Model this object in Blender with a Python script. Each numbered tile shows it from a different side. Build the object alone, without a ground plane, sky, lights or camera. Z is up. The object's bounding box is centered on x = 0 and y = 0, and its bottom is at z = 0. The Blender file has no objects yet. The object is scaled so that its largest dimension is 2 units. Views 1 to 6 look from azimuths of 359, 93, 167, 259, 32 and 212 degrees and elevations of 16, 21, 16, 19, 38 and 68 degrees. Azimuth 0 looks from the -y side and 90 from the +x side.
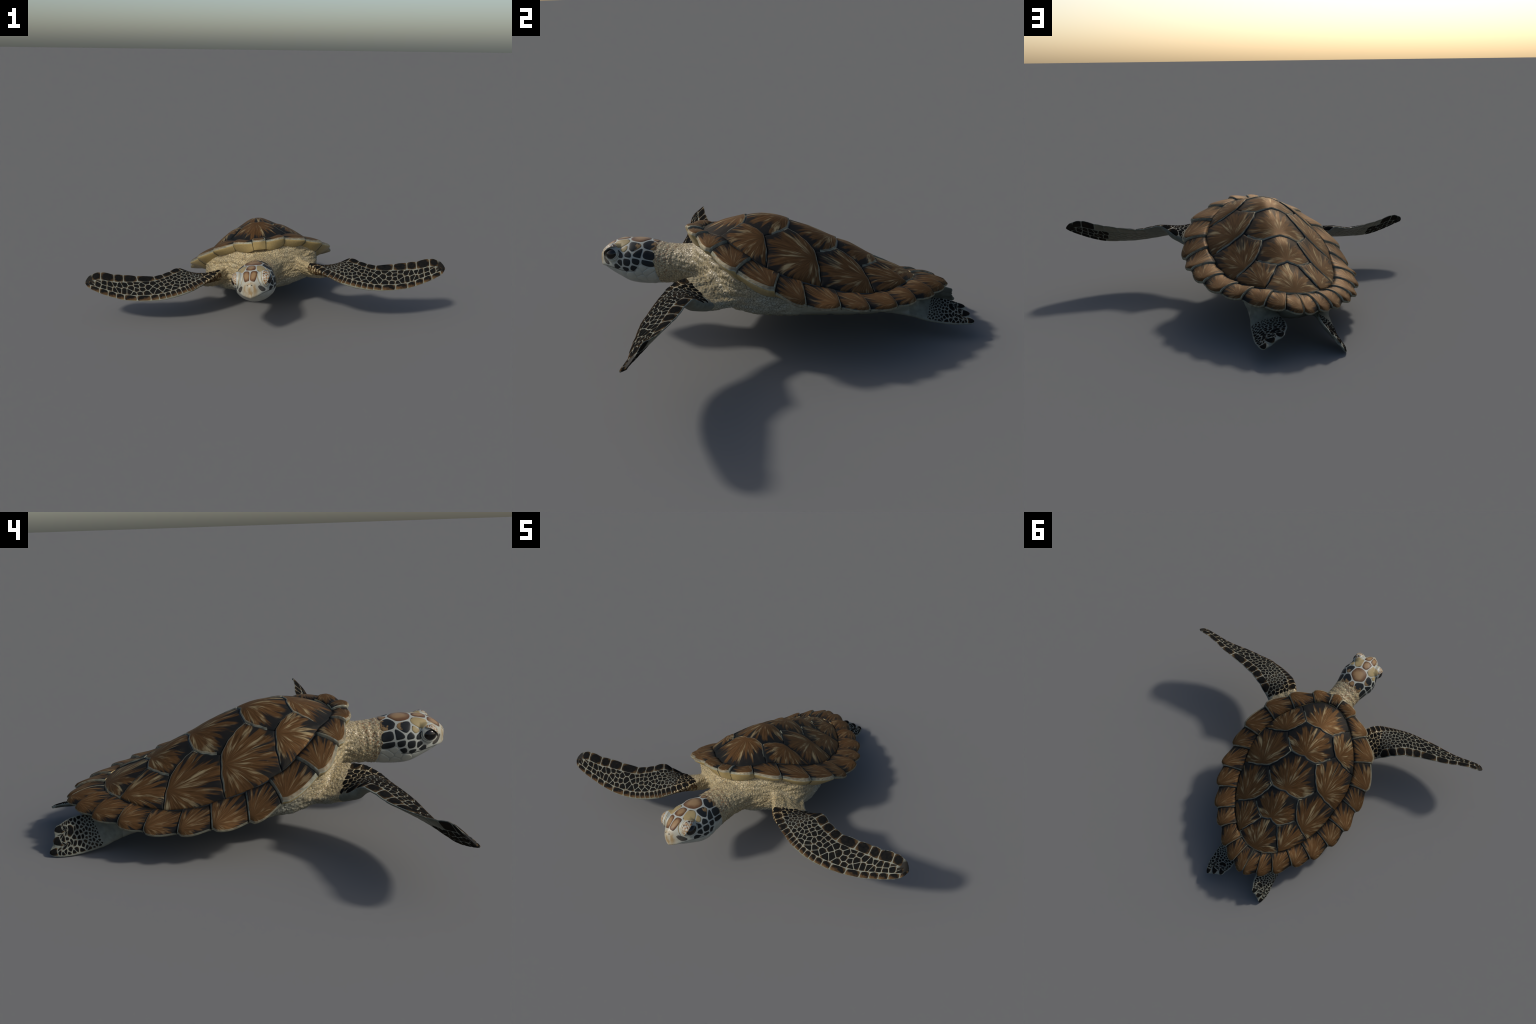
# A swimming sea turtle: scuted carapace, leathery body, scaled flippers, scuted head.
# Everything is laid out in a symmetric body frame (x to the animal's left, y to the
# tail, z up) and carried into the world by one tilt (BODY_R, BODY_O).
import bpy, bmesh, math, random
import numpy as np
from mathutils import Matrix, Vector, noise
from mathutils.bvhtree import BVHTree

random.seed(7)
rng = np.random.default_rng(7)

BODY_O = np.array([-0.03595, 0.14953, 0.31610])
BX = np.array([0.99195, 0.02596, 0.12396]); BX /= np.linalg.norm(BX)
BY = np.array([0.0, 1.0, 0.0]) - BX * BX[1]; BY /= np.linalg.norm(BY)
BZ = np.cross(BX, BY)
BODY_R = np.stack([BX, BY, BZ], 1)            # columns = body axes in the world


def W(p):
    """body frame -> world"""
    return np.asarray(p, float) @ BODY_R.T + BODY_O


# ------------------------------------------------------------------ helpers
def smooth(a, b, x):
    t = np.clip((np.asarray(x, float) - a) / (b - a), 0, 1)
    return t * t * (3 - 2 * t)


def spline(ts, ps, t):
    """Catmull-Rom (non uniform tangents) through ps at ts."""
    ts = np.asarray(ts, float); ps = np.asarray(ps, float)
    one = ps.ndim == 1
    if one: ps = ps[:, None]
    d = np.diff(ps, axis=0) / np.diff(ts)[:, None]
    m = np.zeros_like(ps)
    h = np.diff(ts)[:, None]
    m[1:-1] = (d[:-1] * h[1:] + d[1:] * h[:-1]) / (h[1:] + h[:-1])
    m[0] = d[0]; m[-1] = d[-1]
    t = np.clip(np.asarray(t, float), ts[0], ts[-1])
    sh = t.shape; t = t.ravel()
    i = np.clip(np.searchsorted(ts, t, side='right') - 1, 0, len(ts) - 2)
    hh = (ts[i + 1] - ts[i])[:, None]; s = ((t - ts[i]) / hh[:, 0])[:, None]
    r = ((2*s**3 - 3*s**2 + 1) * ps[i] + (s**3 - 2*s**2 + s) * hh * m[i]
         + (-2*s**3 + 3*s**2) * ps[i + 1] + (s**3 - s**2) * hh * m[i + 1])
    return r[:, 0].reshape(sh) if one else r.reshape(sh + (ps.shape[1],))


class Plate:
    """thin-plate spline height z(x, y) through scattered points"""
    def __init__(self, pts, lam=1e-5):
        p = np.asarray(pts, float); self.c = p[:, :2]; n = len(p)
        K = self.k(self.c); P = np.hstack([np.ones((n, 1)), self.c])
        A = np.zeros((n + 3, n + 3)); A[:n, :n] = K + lam * np.eye(n); A[:n, n:] = P; A[n:, :n] = P.T
        self.w = np.linalg.solve(A, np.concatenate([p[:, 2], np.zeros(3)]))

    def k(self, q):
        d2 = ((q[:, None] - self.c[None]) ** 2).sum(-1)
        return 0.5 * d2 * np.log(d2 + 1e-12)

    def __call__(self, x, y):
        x = np.asarray(x, float); sh = x.shape
        q = np.stack([x.ravel(), np.asarray(y, float).ravel()], 1)
        r = self.k(q) @ self.w[:-3] + self.w[-3] + q @ self.w[-2:]
        return r.reshape(sh)


def mesh_obj(name, verts, faces, parent=None, mats=(), fmat=None, matrix=None, flat=False):
    me = bpy.data.meshes.new(name)
    me.from_pydata([tuple(map(float, v)) for v in verts], [], faces)
    for m in mats: me.materials.append(m)
    if fmat is not None: me.polygons.foreach_set('material_index', np.asarray(fmat, np.int32))
    me.polygons.foreach_set('use_smooth', [not flat] * len(me.polygons))
    me.update()
    ob = bpy.data.objects.new(name, me)
    bpy.context.collection.objects.link(ob)
    if matrix is not None: ob.matrix_world = matrix
    if parent is not None: ob.parent = parent
    return ob


def frame_matrix(o, x, y, z, sx=1.0, sy=1.0, sz=1.0):
    m = Matrix.Identity(4)
    for r in range(3):
        m[r][0] = x[r] * sx; m[r][1] = y[r] * sy; m[r][2] = z[r] * sz; m[r][3] = o[r]
    return m


def to_local(m, pts):
    inv = np.array(m.inverted())
    p = np.asarray(pts, float)
    return p @ inv[:3, :3].T + inv[:3, 3]


# ------------------------------------------------------------------ materials
class Mat:
    def __init__(self, name, rough=0.5, spec=0.5):
        self.m = bpy.data.materials.new(name); self.m.use_nodes = True
        self.t = self.m.node_tree; self.n = self.t.nodes
        self.b = self.n['Principled BSDF']
        self.b.inputs['Roughness'].default_value = rough
        self.b.inputs['Specular IOR Level'].default_value = spec

    def node(self, kind, **kw):
        n = self.n.new(kind)
        for k, v in kw.items(): setattr(n, k, v)
        return n

    def put(self, sock, v):
        if hasattr(v, 'is_output'): self.t.links.new(v, sock)
        elif isinstance(v, (tuple, list)) and len(v) == 3 and sock.type == 'RGBA': sock.default_value = (*v, 1)
        else: sock.default_value = v

    def math(self, op, a, b=0.0, c=0.0, clamp=False):
        n = self.node('ShaderNodeMath', operation=op, use_clamp=clamp)
        for s, v in zip(n.inputs, (a, b, c)): self.put(s, v)
        return n.outputs[0]

    def vmath(self, op, a, b=(0, 0, 0)):
        n = self.node('ShaderNodeVectorMath', operation=op)
        self.put(n.inputs[0], a); self.put(n.inputs[1], b)
        return n.outputs['Value'] if op in ('LENGTH', 'DOT_PRODUCT') else n.outputs[0]

    def coord(self, which='Object'):
        return self.node('ShaderNodeTexCoord').outputs[which]

    def sep(self, v):
        n = self.node('ShaderNodeSeparateXYZ'); self.put(n.inputs[0], v); return n.outputs

    def comb(self, x, y, z):
        n = self.node('ShaderNodeCombineXYZ')
        for s, v in zip(n.inputs, (x, y, z)): self.put(s, v)
        return n.outputs[0]

    def noise(self, v, scale, detail=3.0, rough=0.55, dist=0.0):
        n = self.node('ShaderNodeTexNoise')
        self.put(n.inputs['Vector'], v); n.inputs['Scale'].default_value = scale
        n.inputs['Detail'].default_value = detail; n.inputs['Roughness'].default_value = rough
        n.inputs['Distortion'].default_value = dist
        return n.outputs['Fac']

    def voro(self, v, scale, feature='F1', rand=1.0, out='Distance'):
        n = self.node('ShaderNodeTexVoronoi', feature=feature)
        self.put(n.inputs['Vector'], v); n.inputs['Scale'].default_value = scale
        n.inputs['Randomness'].default_value = rand
        return n.outputs[out]

    def ramp(self, f, stops, interp='LINEAR'):
        n = self.node('ShaderNodeValToRGB'); n.color_ramp.interpolation = interp
        e = n.color_ramp.elements
        while len(e) < len(stops): e.new(0.5)
        for el, (p, c) in zip(e, stops):
            el.position = p; el.color = (*c, 1) if len(c) == 3 else c
        self.put(n.inputs[0], f); return n.outputs[0]

    def remap(self, f, a, b, lo=0.0, hi=1.0):
        n = self.node('ShaderNodeMapRange', interpolation_type='SMOOTHSTEP', clamp=True)
        self.put(n.inputs['Value'], f)
        for k, v in zip(('From Min', 'From Max', 'To Min', 'To Max'), (a, b, lo, hi)): n.inputs[k].default_value = v
        return n.outputs[0]

    def mix(self, f, a, b, blend='MIX'):
        n = self.node('ShaderNodeMix', data_type='RGBA', blend_type=blend)
        self.put(n.inputs['Factor'], f); self.put(n.inputs['A'], a); self.put(n.inputs['B'], b)
        return n.outputs['Result']

    def rand(self):
        return self.node('ShaderNodeObjectInfo').outputs['Random']

    def bump(self, h, strength=0.3, dist=0.002):
        n = self.node('ShaderNodeBump'); n.inputs['Strength'].default_value = strength
        n.inputs['Distance'].default_value = dist; self.put(n.inputs['Height'], h)
        self.put(self.b.inputs['Normal'], n.outputs[0])

    def color(self, c): self.put(self.b.inputs['Base Color'], c)


BROWN = (0.084, 0.043, 0.0170)
UMBER = (0.042, 0.0215, 0.0086)
TAN = (0.29, 0.235, 0.130)
INK = (0.0095, 0.0115, 0.0125)
PALE = (0.30, 0.30, 0.225)


def scute_material(name, rim=0.0, streak=0.75, black=0.96):
    """Rays fanning forward from the growth centre at the object's origin: brown with tan
    streaks, breaking up into near-black toward the front edge (local -y)."""
    m = Mat(name, 0.5, 0.10)
    m.b.inputs['Metallic'].default_value = 0.30; m.b.inputs['Specular Tint'].default_value = (1.0, 0.72, 0.45, 1)
    x, y, z = m.sep(m.coord())
    r = m.math('SQRT', m.math('ADD', m.math('MULTIPLY', x, x), m.math('MULTIPLY', y, y)))
    ang = m.math('ARCTAN2', x, m.math('MULTIPLY', y, -1.0))
    seed = m.math('MULTIPLY', m.rand(), 60.0)
    bend = m.noise(m.comb(x, y, seed), 1.7, 2)
    ang2 = m.math('ADD', ang, m.math('MULTIPLY', m.math('SUBTRACT', bend, 0.5), 0.16))
    fine = m.noise(m.comb(m.math('MULTIPLY', ang2, 7.5), m.math('MULTIPLY', r, 0.9), seed), 2.4, 4, 0.62)
    broad = m.noise(m.comb(m.math('MULTIPLY', ang2, 3.6), m.math('MULTIPLY', r, 0.35), m.math('ADD', seed, 7.3)), 2.0, 2, 0.5)
    spot = m.noise(m.comb(m.math('MULTIPLY', ang2, 3.2), m.math('MULTIPLY', r, 1.2), m.math('ADD', seed, 19.1)), 1.7, 2, 0.5)
    brown = m.ramp(fine, [(0.30, UMBER), (0.52, BROWN), (0.75, (0.130, 0.070, 0.028))])
    # tan streaks
    tanm = m.math('ADD', m.math('MULTIPLY', spot, 0.75), m.math('MULTIPLY', fine, 0.45))
    tanm = m.remap(tanm, 0.61, 0.79)
    tanm = m.math('MULTIPLY', tanm, m.remap(r, 0.06, 0.35))
    col = m.mix(m.math('MULTIPLY', tanm, streak), brown, TAN)
    # black wedges growing in from the front and side edges
    edge = m.math('ADD', r, m.math('MULTIPLY', m.math('SUBTRACT', broad, 0.5), 1.9))
    edge = m.math('ADD', edge, m.math('MULTIPLY', m.math('SUBTRACT', fine, 0.5), 0.7))
    dark = m.remap(edge, 0.70, 0.92)
    dark = m.math('MULTIPLY', dark, m.remap(r, 0.25, 0.6))
    col = m.mix(m.math('MULTIPLY', dark, black), col, INK)
    front = m.remap(m.math('ADD', r, m.math('MULTIPLY', fine, 0.18)), 0.98, 1.10)
    col = m.mix(front, col, INK)
    wear = m.noise(m.coord(), 9.0, 5, 0.7)
    col = m.mix(m.remap(wear, 0.62, 0.75, 0, 0.35), col, (0.17, 0.14, 0.085))
    if rim > 0:
        g = m.noise(m.coord(), 7.0, 3)
        col = m.mix(m.remap(g, 0.30, 0.62, rim * 0.55, rim), col, PALE)
    m.color(col)
    m.put(m.b.inputs['Roughness'], m.remap(fine, 0.2, 0.8, 0.50, 0.66))
    m.bump(m.math('ADD', fine, m.math('MULTIPLY', wear, 0.4)), 0.22, 0.0012)
    return m.m


def plain(name, col, rough=0.5, var=0.25, scale=30.0, spec=0.5, bump=0.15, dark=None):
    m = Mat(name, rough, spec)
    c = m.coord()
    f = m.noise(c, scale, 5, 0.6)
    d = dark or tuple(k * (1 - var) for k in col)
    m.color(m.ramp(f, [(0.3, d), (0.65, col)]))
    if bump: m.bump(f, bump, 0.002)
    return m.m


def skin_material(name):
    """tan cobbled leather, fading to pale grey on the belly and limbs; rusty flecks behind the head"""
    m = Mat(name, 0.42, 0.5)
    c = m.coord()
    rel = m.vmath('SUBTRACT', c, tuple(BODY_O))
    bz = m.vmath('DOT_PRODUCT', rel, tuple(BZ)); by = m.vmath('DOT_PRODUCT', rel, tuple(BY))
    n1 = m.noise(c, 14.0, 4); n2 = m.noise(c, 60.0, 4, 0.65)
    jig = m.math('MULTIPLY', m.math('SUBTRACT', n1, 0.5), 0.12)
    pale = m.math('MAXIMUM', m.remap(m.math('ADD', bz, jig), -0.08, -0.15), m.remap(m.math('ADD', by, jig), -0.34, -0.20))
    wob = m.math('MULTIPLY', n1, .03)
    cell = m.voro(m.vmath('ADD', c, m.comb(wob, m.math('MULTIPLY', wob, -1.0), 0.0)), 95.0, 'DISTANCE_TO_EDGE')
    tan = m.ramp(n1, [(0.30, (0.30, 0.25, 0.15)), (0.55, (0.37, 0.295, 0.16)), (0.75, (0.40, 0.345, 0.22))])
    tan = m.mix(m.remap(n2, 0.52, 0.72, 0, 0.6), tan, (0.22, 0.125, 0.050))
    grey = m.ramp(n1, [(0.3, (0.27, 0.275, 0.225)), (0.6, (0.34, 0.335, 0.265)), (0.8, (0.36, 0.325, 0.225))])
    grey = m.mix(m.remap(n2, 0.55, 0.75, 0, 0.3), grey, (0.20, 0.16, 0.09))
    base = m.mix(pale, tan, grey)
    hp = W(np.array([-.048, -.810, 0.0]) + .125 * np.array([math.sin(math.radians(10)), math.cos(math.radians(10)), 0]))
    near = m.remap(m.vmath('LENGTH', m.vmath('SUBTRACT', c, tuple(hp))), 0.125, 0.085)
    fleck = m.voro(c, 75.0, 'F1')
    base = m.mix(m.math('MULTIPLY', m.math('MULTIPLY', near, m.remap(fleck, 0.42, 0.28)), m.math('SUBTRACT', 0.75, pale, 0, True)), base, (0.19, 0.075, 0.020))
    crack = m.math('MAXIMUM', m.remap(cell, 0.0, 0.09), m.remap(m.math('ADD', by, jig), -0.20, -0.06, 0, 0.95))
    col = m.mix(crack, (0.13, 0.115, 0.075), base)
    col = m.mix(m.remap(m.math('ADD', by, m.math('MULTIPLY', jig, 0.5)), 0.24, 0.40), col, (0.150, 0.153, 0.122))
    m.color(col)
    m.bump(m.math('ADD', m.math('MULTIPLY', crack, 0.7), m.math('MULTIPLY', n2, 0.5)), 0.6, 0.004)
    return m.m


def scale_material(name, gradient=False):
    """Near-black scale with a ragged brown rim; with gradient the outer end turns tan."""
    m = Mat(name, 0.6, 0.0)
    g = m.coord('Generated')
    gx, gy, gz = m.sep(g)
    dx = m.math('MULTIPLY', m.math('SUBTRACT', gx, 0.5), 2.0); dy = m.math('MULTIPLY', m.math('SUBTRACT', gy, 0.5), 2.0)
    r = m.math('SQRT', m.math('ADD', m.math('MULTIPLY', dx, dx), m.math('MULTIPLY', dy, dy)))
    seed = m.math('MULTIPLY', m.rand(), 40.0)
    n = m.noise(m.comb(gx, gy, seed), 5.0, 4, 0.65)
    rr = m.math('ADD', r, m.math('MULTIPLY', m.math('SUBTRACT', n, 0.5), 0.55))
    dark = m.ramp(n, [(0.3, (0.005, 0.0055, 0.006)), (0.6, (0.009, 0.009, 0.0085)), (0.78, (0.028, 0.017, 0.009))])
    col = m.mix(m.remap(rr, 0.74, 1.05, 0, 0.75), dark, (0.058, 0.036, 0.018))
    col = m.mix(m.remap(rr, 1.08, 1.25, 0, 0.4), col, (0.16, 0.12, 0.065))
    if gradient:
        q = m.math('ADD', gy, m.math('MULTIPLY', m.math('SUBTRACT', n, 0.5), 0.6))
        col = m.mix(m.remap(q, 0.42, 0.85, 0, 0.9), col, (0.080, 0.047, 0.023))
        col = m.mix(m.remap(q, 0.80, 1.05, 0, 0.8), col, (0.19, 0.15, 0.075))
    m.color(col)
    m.bump(n, 0.12, 0.002)
    return m.m


def head_scute_material(name, inner, outer, patch=None):
    m = Mat(name, 0.45, 0.2)
    g = m.coord('Generated'); gx, gy, gz = m.sep(g)
    dx = m.math('MULTIPLY', m.math('SUBTRACT', gx, 0.5), 2.0); dy = m.math('MULTIPLY', m.math('SUBTRACT', gy, 0.5), 2.0)
    r = m.math('SQRT', m.math('ADD', m.math('MULTIPLY', dx, dx), m.math('MULTIPLY', dy, dy)))
    seed = m.math('MULTIPLY', m.rand(), 40.0)
    n = m.noise(m.comb(gx, gy, seed), 2.6, 4, 0.6)
    rr = m.math('ADD', r, m.math('MULTIPLY', m.math('SUBTRACT', n, 0.5), 0.7))
    col = m.mix(m.remap(rr, 0.35, 0.95), inner, outer)
    if patch:
        n2 = m.noise(m.comb(gx, gy, m.math('ADD', seed, 5.0)), 1.8, 3, 0.6)
        q = m.math('ADD', m.math('MULTIPLY', n2, 0.8), m.math('MULTIPLY', gx, -0.45))
        col = m.mix(m.remap(q, 0.24, 0.30), col, patch)
    else:
        col = m.mix(m.remap(rr, 1.02, 1.12, 0, 0.85), col, INK)
    m.color(col); m.bump(n, 0.1, 0.002)
    return m.m


M_SCUTE = scute_material('scute_keratin')
M_MARGINAL = scute_material('marginal_keratin', 0.0, 0.34, 0.94)
M_RIM1 = scute_material('scute_rim_worn', 0.45)
M_RIM2 = scute_material('scute_rim_pale', 0.85)
M_UNDER = plain('marginal_underside', (0.36, 0.27, 0.115), 0.4, 0.3, 18)
M_SEAM = plain('scute_bed', (0.020, 0.024, 0.026), 0.5, 0.3, 30)
M_PLASTRON = plain('plastron_horn', (0.34, 0.31, 0.19), 0.42, 0.25, 12)
M_SKIN_TAN = skin_material('leather_skin')
M_SKIN_PALE = M_SKIN_TAN
def head_material():
    m = Mat('head_pale_skin', 0.42, 0.35)
    c = m.coord(); n = m.noise(c, 40, 5, 0.6)
    col = m.ramp(n, [(0.3, (0.26, 0.268, 0.235)), (0.65, (0.335, 0.342, 0.298))])
    tip = W(np.array([-.048, -.810, .012]) - .172 * np.array([math.sin(math.radians(10)), math.cos(math.radians(10)), 0]))
    d = m.vmath('LENGTH', m.vmath('SUBTRACT', c, tuple(tip)))
    st = m.noise(m.vmath('MULTIPLY', c, (1.0, 1.0, 0.25)), 85, 3, 0.6)
    k = m.math('MULTIPLY', m.remap(d, 0.052, 0.026), m.remap(st, 0.40, 0.62, 0.15, 0.9))
    col = m.mix(k, col, (0.24, 0.165, 0.075))
    horn = m.remap(d, 0.075, 0.045, 0, 0.5)
    col = m.mix(horn, col, (0.33, 0.30, 0.215), 'MIX')
    col = m.mix(m.math('MULTIPLY', k, 0.8), col, (0.22, 0.145, 0.06))
    m.color(col); m.bump(n, 0.12, 0.002)
    return m.m


M_HEAD = head_material()
def flipper_skin():
    """dull pale skin between the scales, pigmented dark at the very tips"""
    m = Mat('flipper_pale_skin', 0.55, 0.1)
    c = m.coord(); n = m.noise(c, 45, 5, 0.6)
    col = m.ramp(n, [(0.3, (0.115, 0.118, 0.095)), (0.65, (0.165, 0.170, 0.138))])
    tl = np.array([1.006, -.642, -.098]); tr = (tl * [-1, 1, 1]) @ RQ.T + RT_
    d = m.math('MINIMUM', *[m.vmath('LENGTH', m.vmath('SUBTRACT', c, tuple(W(t)))) for t in (tl, tr)])
    d = m.math('ADD', d, m.math('MULTIPLY', m.math('SUBTRACT', n, 0.5), 0.015))
    col = m.mix(m.remap(d, 0.050, 0.030), col, (0.010, 0.009, 0.007))
    m.color(col); m.bump(n, 0.15, 0.002)
    return m.m


# the right foreflipper is the left one mirrored and turned about the shoulder
RQ = np.array([[.9814, -.0315, .1894], [.0214, .9983, .0549], [-.1908, -.0498, .9804]])
RT_ = np.array([.0106, .0421, -.0696])
M_LINE = flipper_skin()
M_SCALE = scale_material('flipper_scale_dark')
M_SCALE_EDGE = scale_material('flipper_scale_edge', True)
M_SCALE_FADE = plain('faded_scale', (0.115, 0.108, 0.066), 0.45, 0.4, 25)
M_SCALE_BLACK = plain('under_scale_black', (0.012, 0.012, 0.012), 0.6, 0.4, 40, 0.0, dark=(0.03, 0.022, 0.014))
M_HS_BROWN = head_scute_material('head_scute_brown', (0.215, 0.135, 0.065), (0.090, 0.042, 0.019))
M_HS_TAN = head_scute_material('head_scute_tan', (0.27, 0.21, 0.10), (0.25, 0.19, 0.09))
M_HS_BLACK = head_scute_material('head_scute_black', (0.010, 0.012, 0.013), (0.013, 0.014, 0.014))
M_HS_PATCH = head_scute_material('head_scute_patched', (0.010, 0.012, 0.013), (0.012, 0.013, 0.014), (0.19, 0.12, 0.055))
M_CHEEK = plain('cheek_scale_pale', (0.38, 0.375, 0.31), 0.45, 0.12, 30)
M_EYE = Mat('eye_black', 0.18, 0.4); M_EYE.color(M_EYE.ramp(M_EYE.noise(M_EYE.coord(), 60, 3), [(0.45, (0.004, 0.004, 0.004)), (0.75, (0.02, 0.012, 0.006))])); M_EYE = M_EYE.m
M_DARK = plain('crease_dark', (0.03, 0.028, 0.022), 0.6, 0.3, 40)  # flat dark colour standing in for the depth of nose openings and mouth
M_SMUDGE = plain('beak_smudge', (0.028, 0.030, 0.028), 0.5, 0.4, 60, dark=(0.065, 0.05, 0.034))


def lid_material():
    m = Mat('eyelid_spotted', 0.4, 0.5)
    c = m.coord()
    d = m.voro(c, 78.0, 'DISTANCE_TO_EDGE')
    tone = m.noise(c, 55, 2)
    inner = m.ramp(tone, [(0.35, (0.035, 0.022, 0.014)), (0.5, (0.20, 0.105, 0.04)), (0.7, (0.28, 0.19, 0.09))])
    col = m.mix(m.remap(d, 0.04, 0.11), (0.31, 0.31, 0.26), inner)
    m.color(col); m.bump(m.remap(d, 0.0, 0.2), 0.4, 0.003)
    return m.m


M_LID = lid_material()

# ------------------------------------------------------------------ the thing
turtle = bpy.data.objects.new('sea_turtle', None)
bpy.context.collection.objects.link(turtle)
turtle['label'] = 'swimming sea turtle with brown scuted shell and dark scaled flippers'
turtle['category'] = 'sea turtle'

carapace = bpy.data.objects.new('carapace', None)
bpy.context.collection.objects.link(carapace); carapace.parent = turtle

# ------------------------------------------------------------------ carapace
# Scute junctions on the left half: V = vertebral column, C = costals, M = marginal line.
J = {'J12': (.090, -.309, .178), 'K12': (.159, -.219, .135), 'J23': (.080, -.116, .149), 'K23': (.160, -.002, .059),
     'J34': (.086, .096, .054), 'K34': (.138, .196, -.022), 'J45': (.051, .278, -.020),
     'M01': (.163, -.406, .136), 'M12': (.301, -.209, .027), 'M23': (.310, .013, -.059), 'M34': (.245, .242, -.112), 'M45': (.132, .397, -.099)}
KEEL = [(-.490, .150), (-.440, .170), (-.404, .182), (-.357, .191), (-.318, .198), (-.277, .204), (-.230, .206), (-.183, .199),
        (-.136, .185), (-.100, .170), (-.03, .145), (.035, .114), (.10, .082), (.155, .062), (.27, -.008), (.36, -.046), (.450, -.102)]
INNER = [(0, -.497, .147), (.085, -.476, .145), (.163, -.406, .136), (.246, -.312, .086), (.301, -.209, .027), (.323, -.100, -.018), (.310, .013, -.059),
         (.290, .130, -.093), (.245, .242, -.112), (.192, .330, -.110), (.132, .397, -.101), (.065, .440, -.103), (0, .452, -.106)]
OUTER = [(0, -.566, .159), (.039, -.559, .158), (.146, -.509, .146), (.267, -.439, .104), (.369, -.328, .042), (.420, -.175, -.028), (.423, -.051, -.086),
         (.415, .087, -.103), (.374, .208, -.128), (.314, .327, -.136), (.237, .416, -.134), (.154, .505, -.133), (.075, .558, -.128), (0, .582, -.133)]
UNDER = [(0, -.552, .098), (.035, -.548, .097), (.135, -.482, .088), (.232, -.400, .050), (.315, -.292, -.038), (.335, -.160, -.088), (.305, -.045, -.118),
         (.282, .080, -.136), (.246, .185, -.142), (.204, .285, -.145), (.152, .362, -.145), (.100, .430, -.143), (.046, .475, -.142), (0, .492, -.143)]


def mirror(p): return [(-a, b, c) for a, b, c in p if abs(a) > 1e-9]


FLANK = [(x, y, z - dz) for y, z in KEEL[2:-2] for x, dz in ((.028, .0015), (-.028, .0015))] + [(.050, -.23, .194), (-.050, -.23, .194), (.088, -.23, .176), (-.088, -.23, .176)]
FLANK += [(.06, .35, -.052), (-.06, .35, -.052), (.05, .41, -.081), (-.05, .41, -.081)]
dome_pts = FLANK + [(0, y, z) for y, z in KEEL] + list(J.values()) + mirror(J.values()) + INNER + mirror(INNER)
seen = []
for p in dome_pts:
    if all((p[0] - q[0]) ** 2 + (p[1] - q[1]) ** 2 > 1e-5 for q in seen): seen.append(p)
DOME = Plate(seen, 6e-5)

inner_t = np.arange(len(INNER)) / (len(INNER) - 1)


def half_curve(pts):
    """closed curve through a left-half point list and its mirror, parameter 0..2 (0 = front)"""
    full = list(pts) + [(-a, b, c) for a, b, c in pts[-2::-1]]
    ext = [(-pts[1][0], pts[1][1], pts[1][2])] + full + [pts[1]]
    n = len(pts) - 1
    ts = np.array([-1.0 / n] + [i / n for i in range(2 * n + 1)] + [(2 * n + 1) / n])
    return lambda t: spline(ts, np.array(ext), np.asarray(t, float))


C_IN, C_OUT, C_UN = half_curve(INNER), half_curve(OUTER), half_curve(UNDER)


def seam(a, b, bow, n=18, wig=0.0):
    """seam from a to b in plan, bowed sideways"""
    a = np.array(a[:2]); b = np.array(b[:2]); t = np.linspace(0, 1, n)[:, None]
    d = b - a; nrm = np.array([-d[1], d[0]])
    L = np.linalg.norm(d) + 1e-9
    w = bow * (4 * t * (1 - t)) + wig * np.sin(2 * np.pi * t) + 0.012 * np.sin(5.1 * np.pi * t + 40 * a[0]) * np.sin(np.pi * t)
    return a + d * t + nrm * w


def inner_seg(y0, y1, side, n=24):
    """stretch of the dome's outer border between two y values on one side"""
    ts = np.linspace(0, 1, 400); c = C_IN(ts)
    t0 = np.interp(y0, c[:, 1], ts); t1 = np.interp(y1, c[:, 1], ts)
    p = C_IN(np.linspace(t0, t1, n))[:, :2].copy(); p[:, 0] *= side
    return p


def jp(k, s=1): return np.array([J[k][0] * s, J[k][1]])


SEAMS = {  # left-hand seams, each from medial/front to lateral/rear
    ('J12', 'K12'): 0.05, ('K12', 'J23'): -0.06, ('J23', 'K23'): 0.06, ('K23', 'J34'): -0.07, ('J34', 'K34'): 0.06, ('K34', 'J45'): -0.06,
    ('M01', 'J12'): 0.02, ('K12', 'M12'): 0.05, ('K23', 'M23'): 0.05, ('K34', 'M34'): 0.05, ('J45', 'M45'): 0.03}


def sseam(a, b, side):
    rev = (a, b) not in SEAMS
    k = (b, a) if rev else (a, b)
    p = seam(J[k[0]], J[k[1]], SEAMS[k])
    p[:, 0] *= side
    return p[::-1] if rev else p


def cross(k, bulge):
    """transverse seam across the keel at junction k, from right to left"""
    x, y = J[k][0], J[k][1]; t = np.linspace(-1, 1, 30)
    yy = y + bulge * (1 - t ** 2) - 0.010 * np.exp(-((np.abs(t) - 0.0) / 0.22) ** 2)
    return np.stack([x * t, yy], 1)


def chain(*parts):
    out = []
    for p in parts:
        for q in p:
            if not out or np.linalg.norm(np.array(q) - out[-1]) > 1e-5: out.append(np.array(q))
    if np.linalg.norm(out[0] - out[-1]) < 1e-5: out.pop()
    return np.array(out)


def inner_front():
    p = C_IN(np.linspace(-0.0, 0.0, 1))
    tl = np.linspace(0, 1, 400); c = C_IN(tl); t0 = np.interp(J['M01'][1], c[:, 1], tl)
    q = C_IN(np.linspace(0, t0, 24))[:, :2]
    r = q.copy(); r[:, 0] *= -1
    return np.vstack([r[::-1], q])          # right to left along the front


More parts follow.
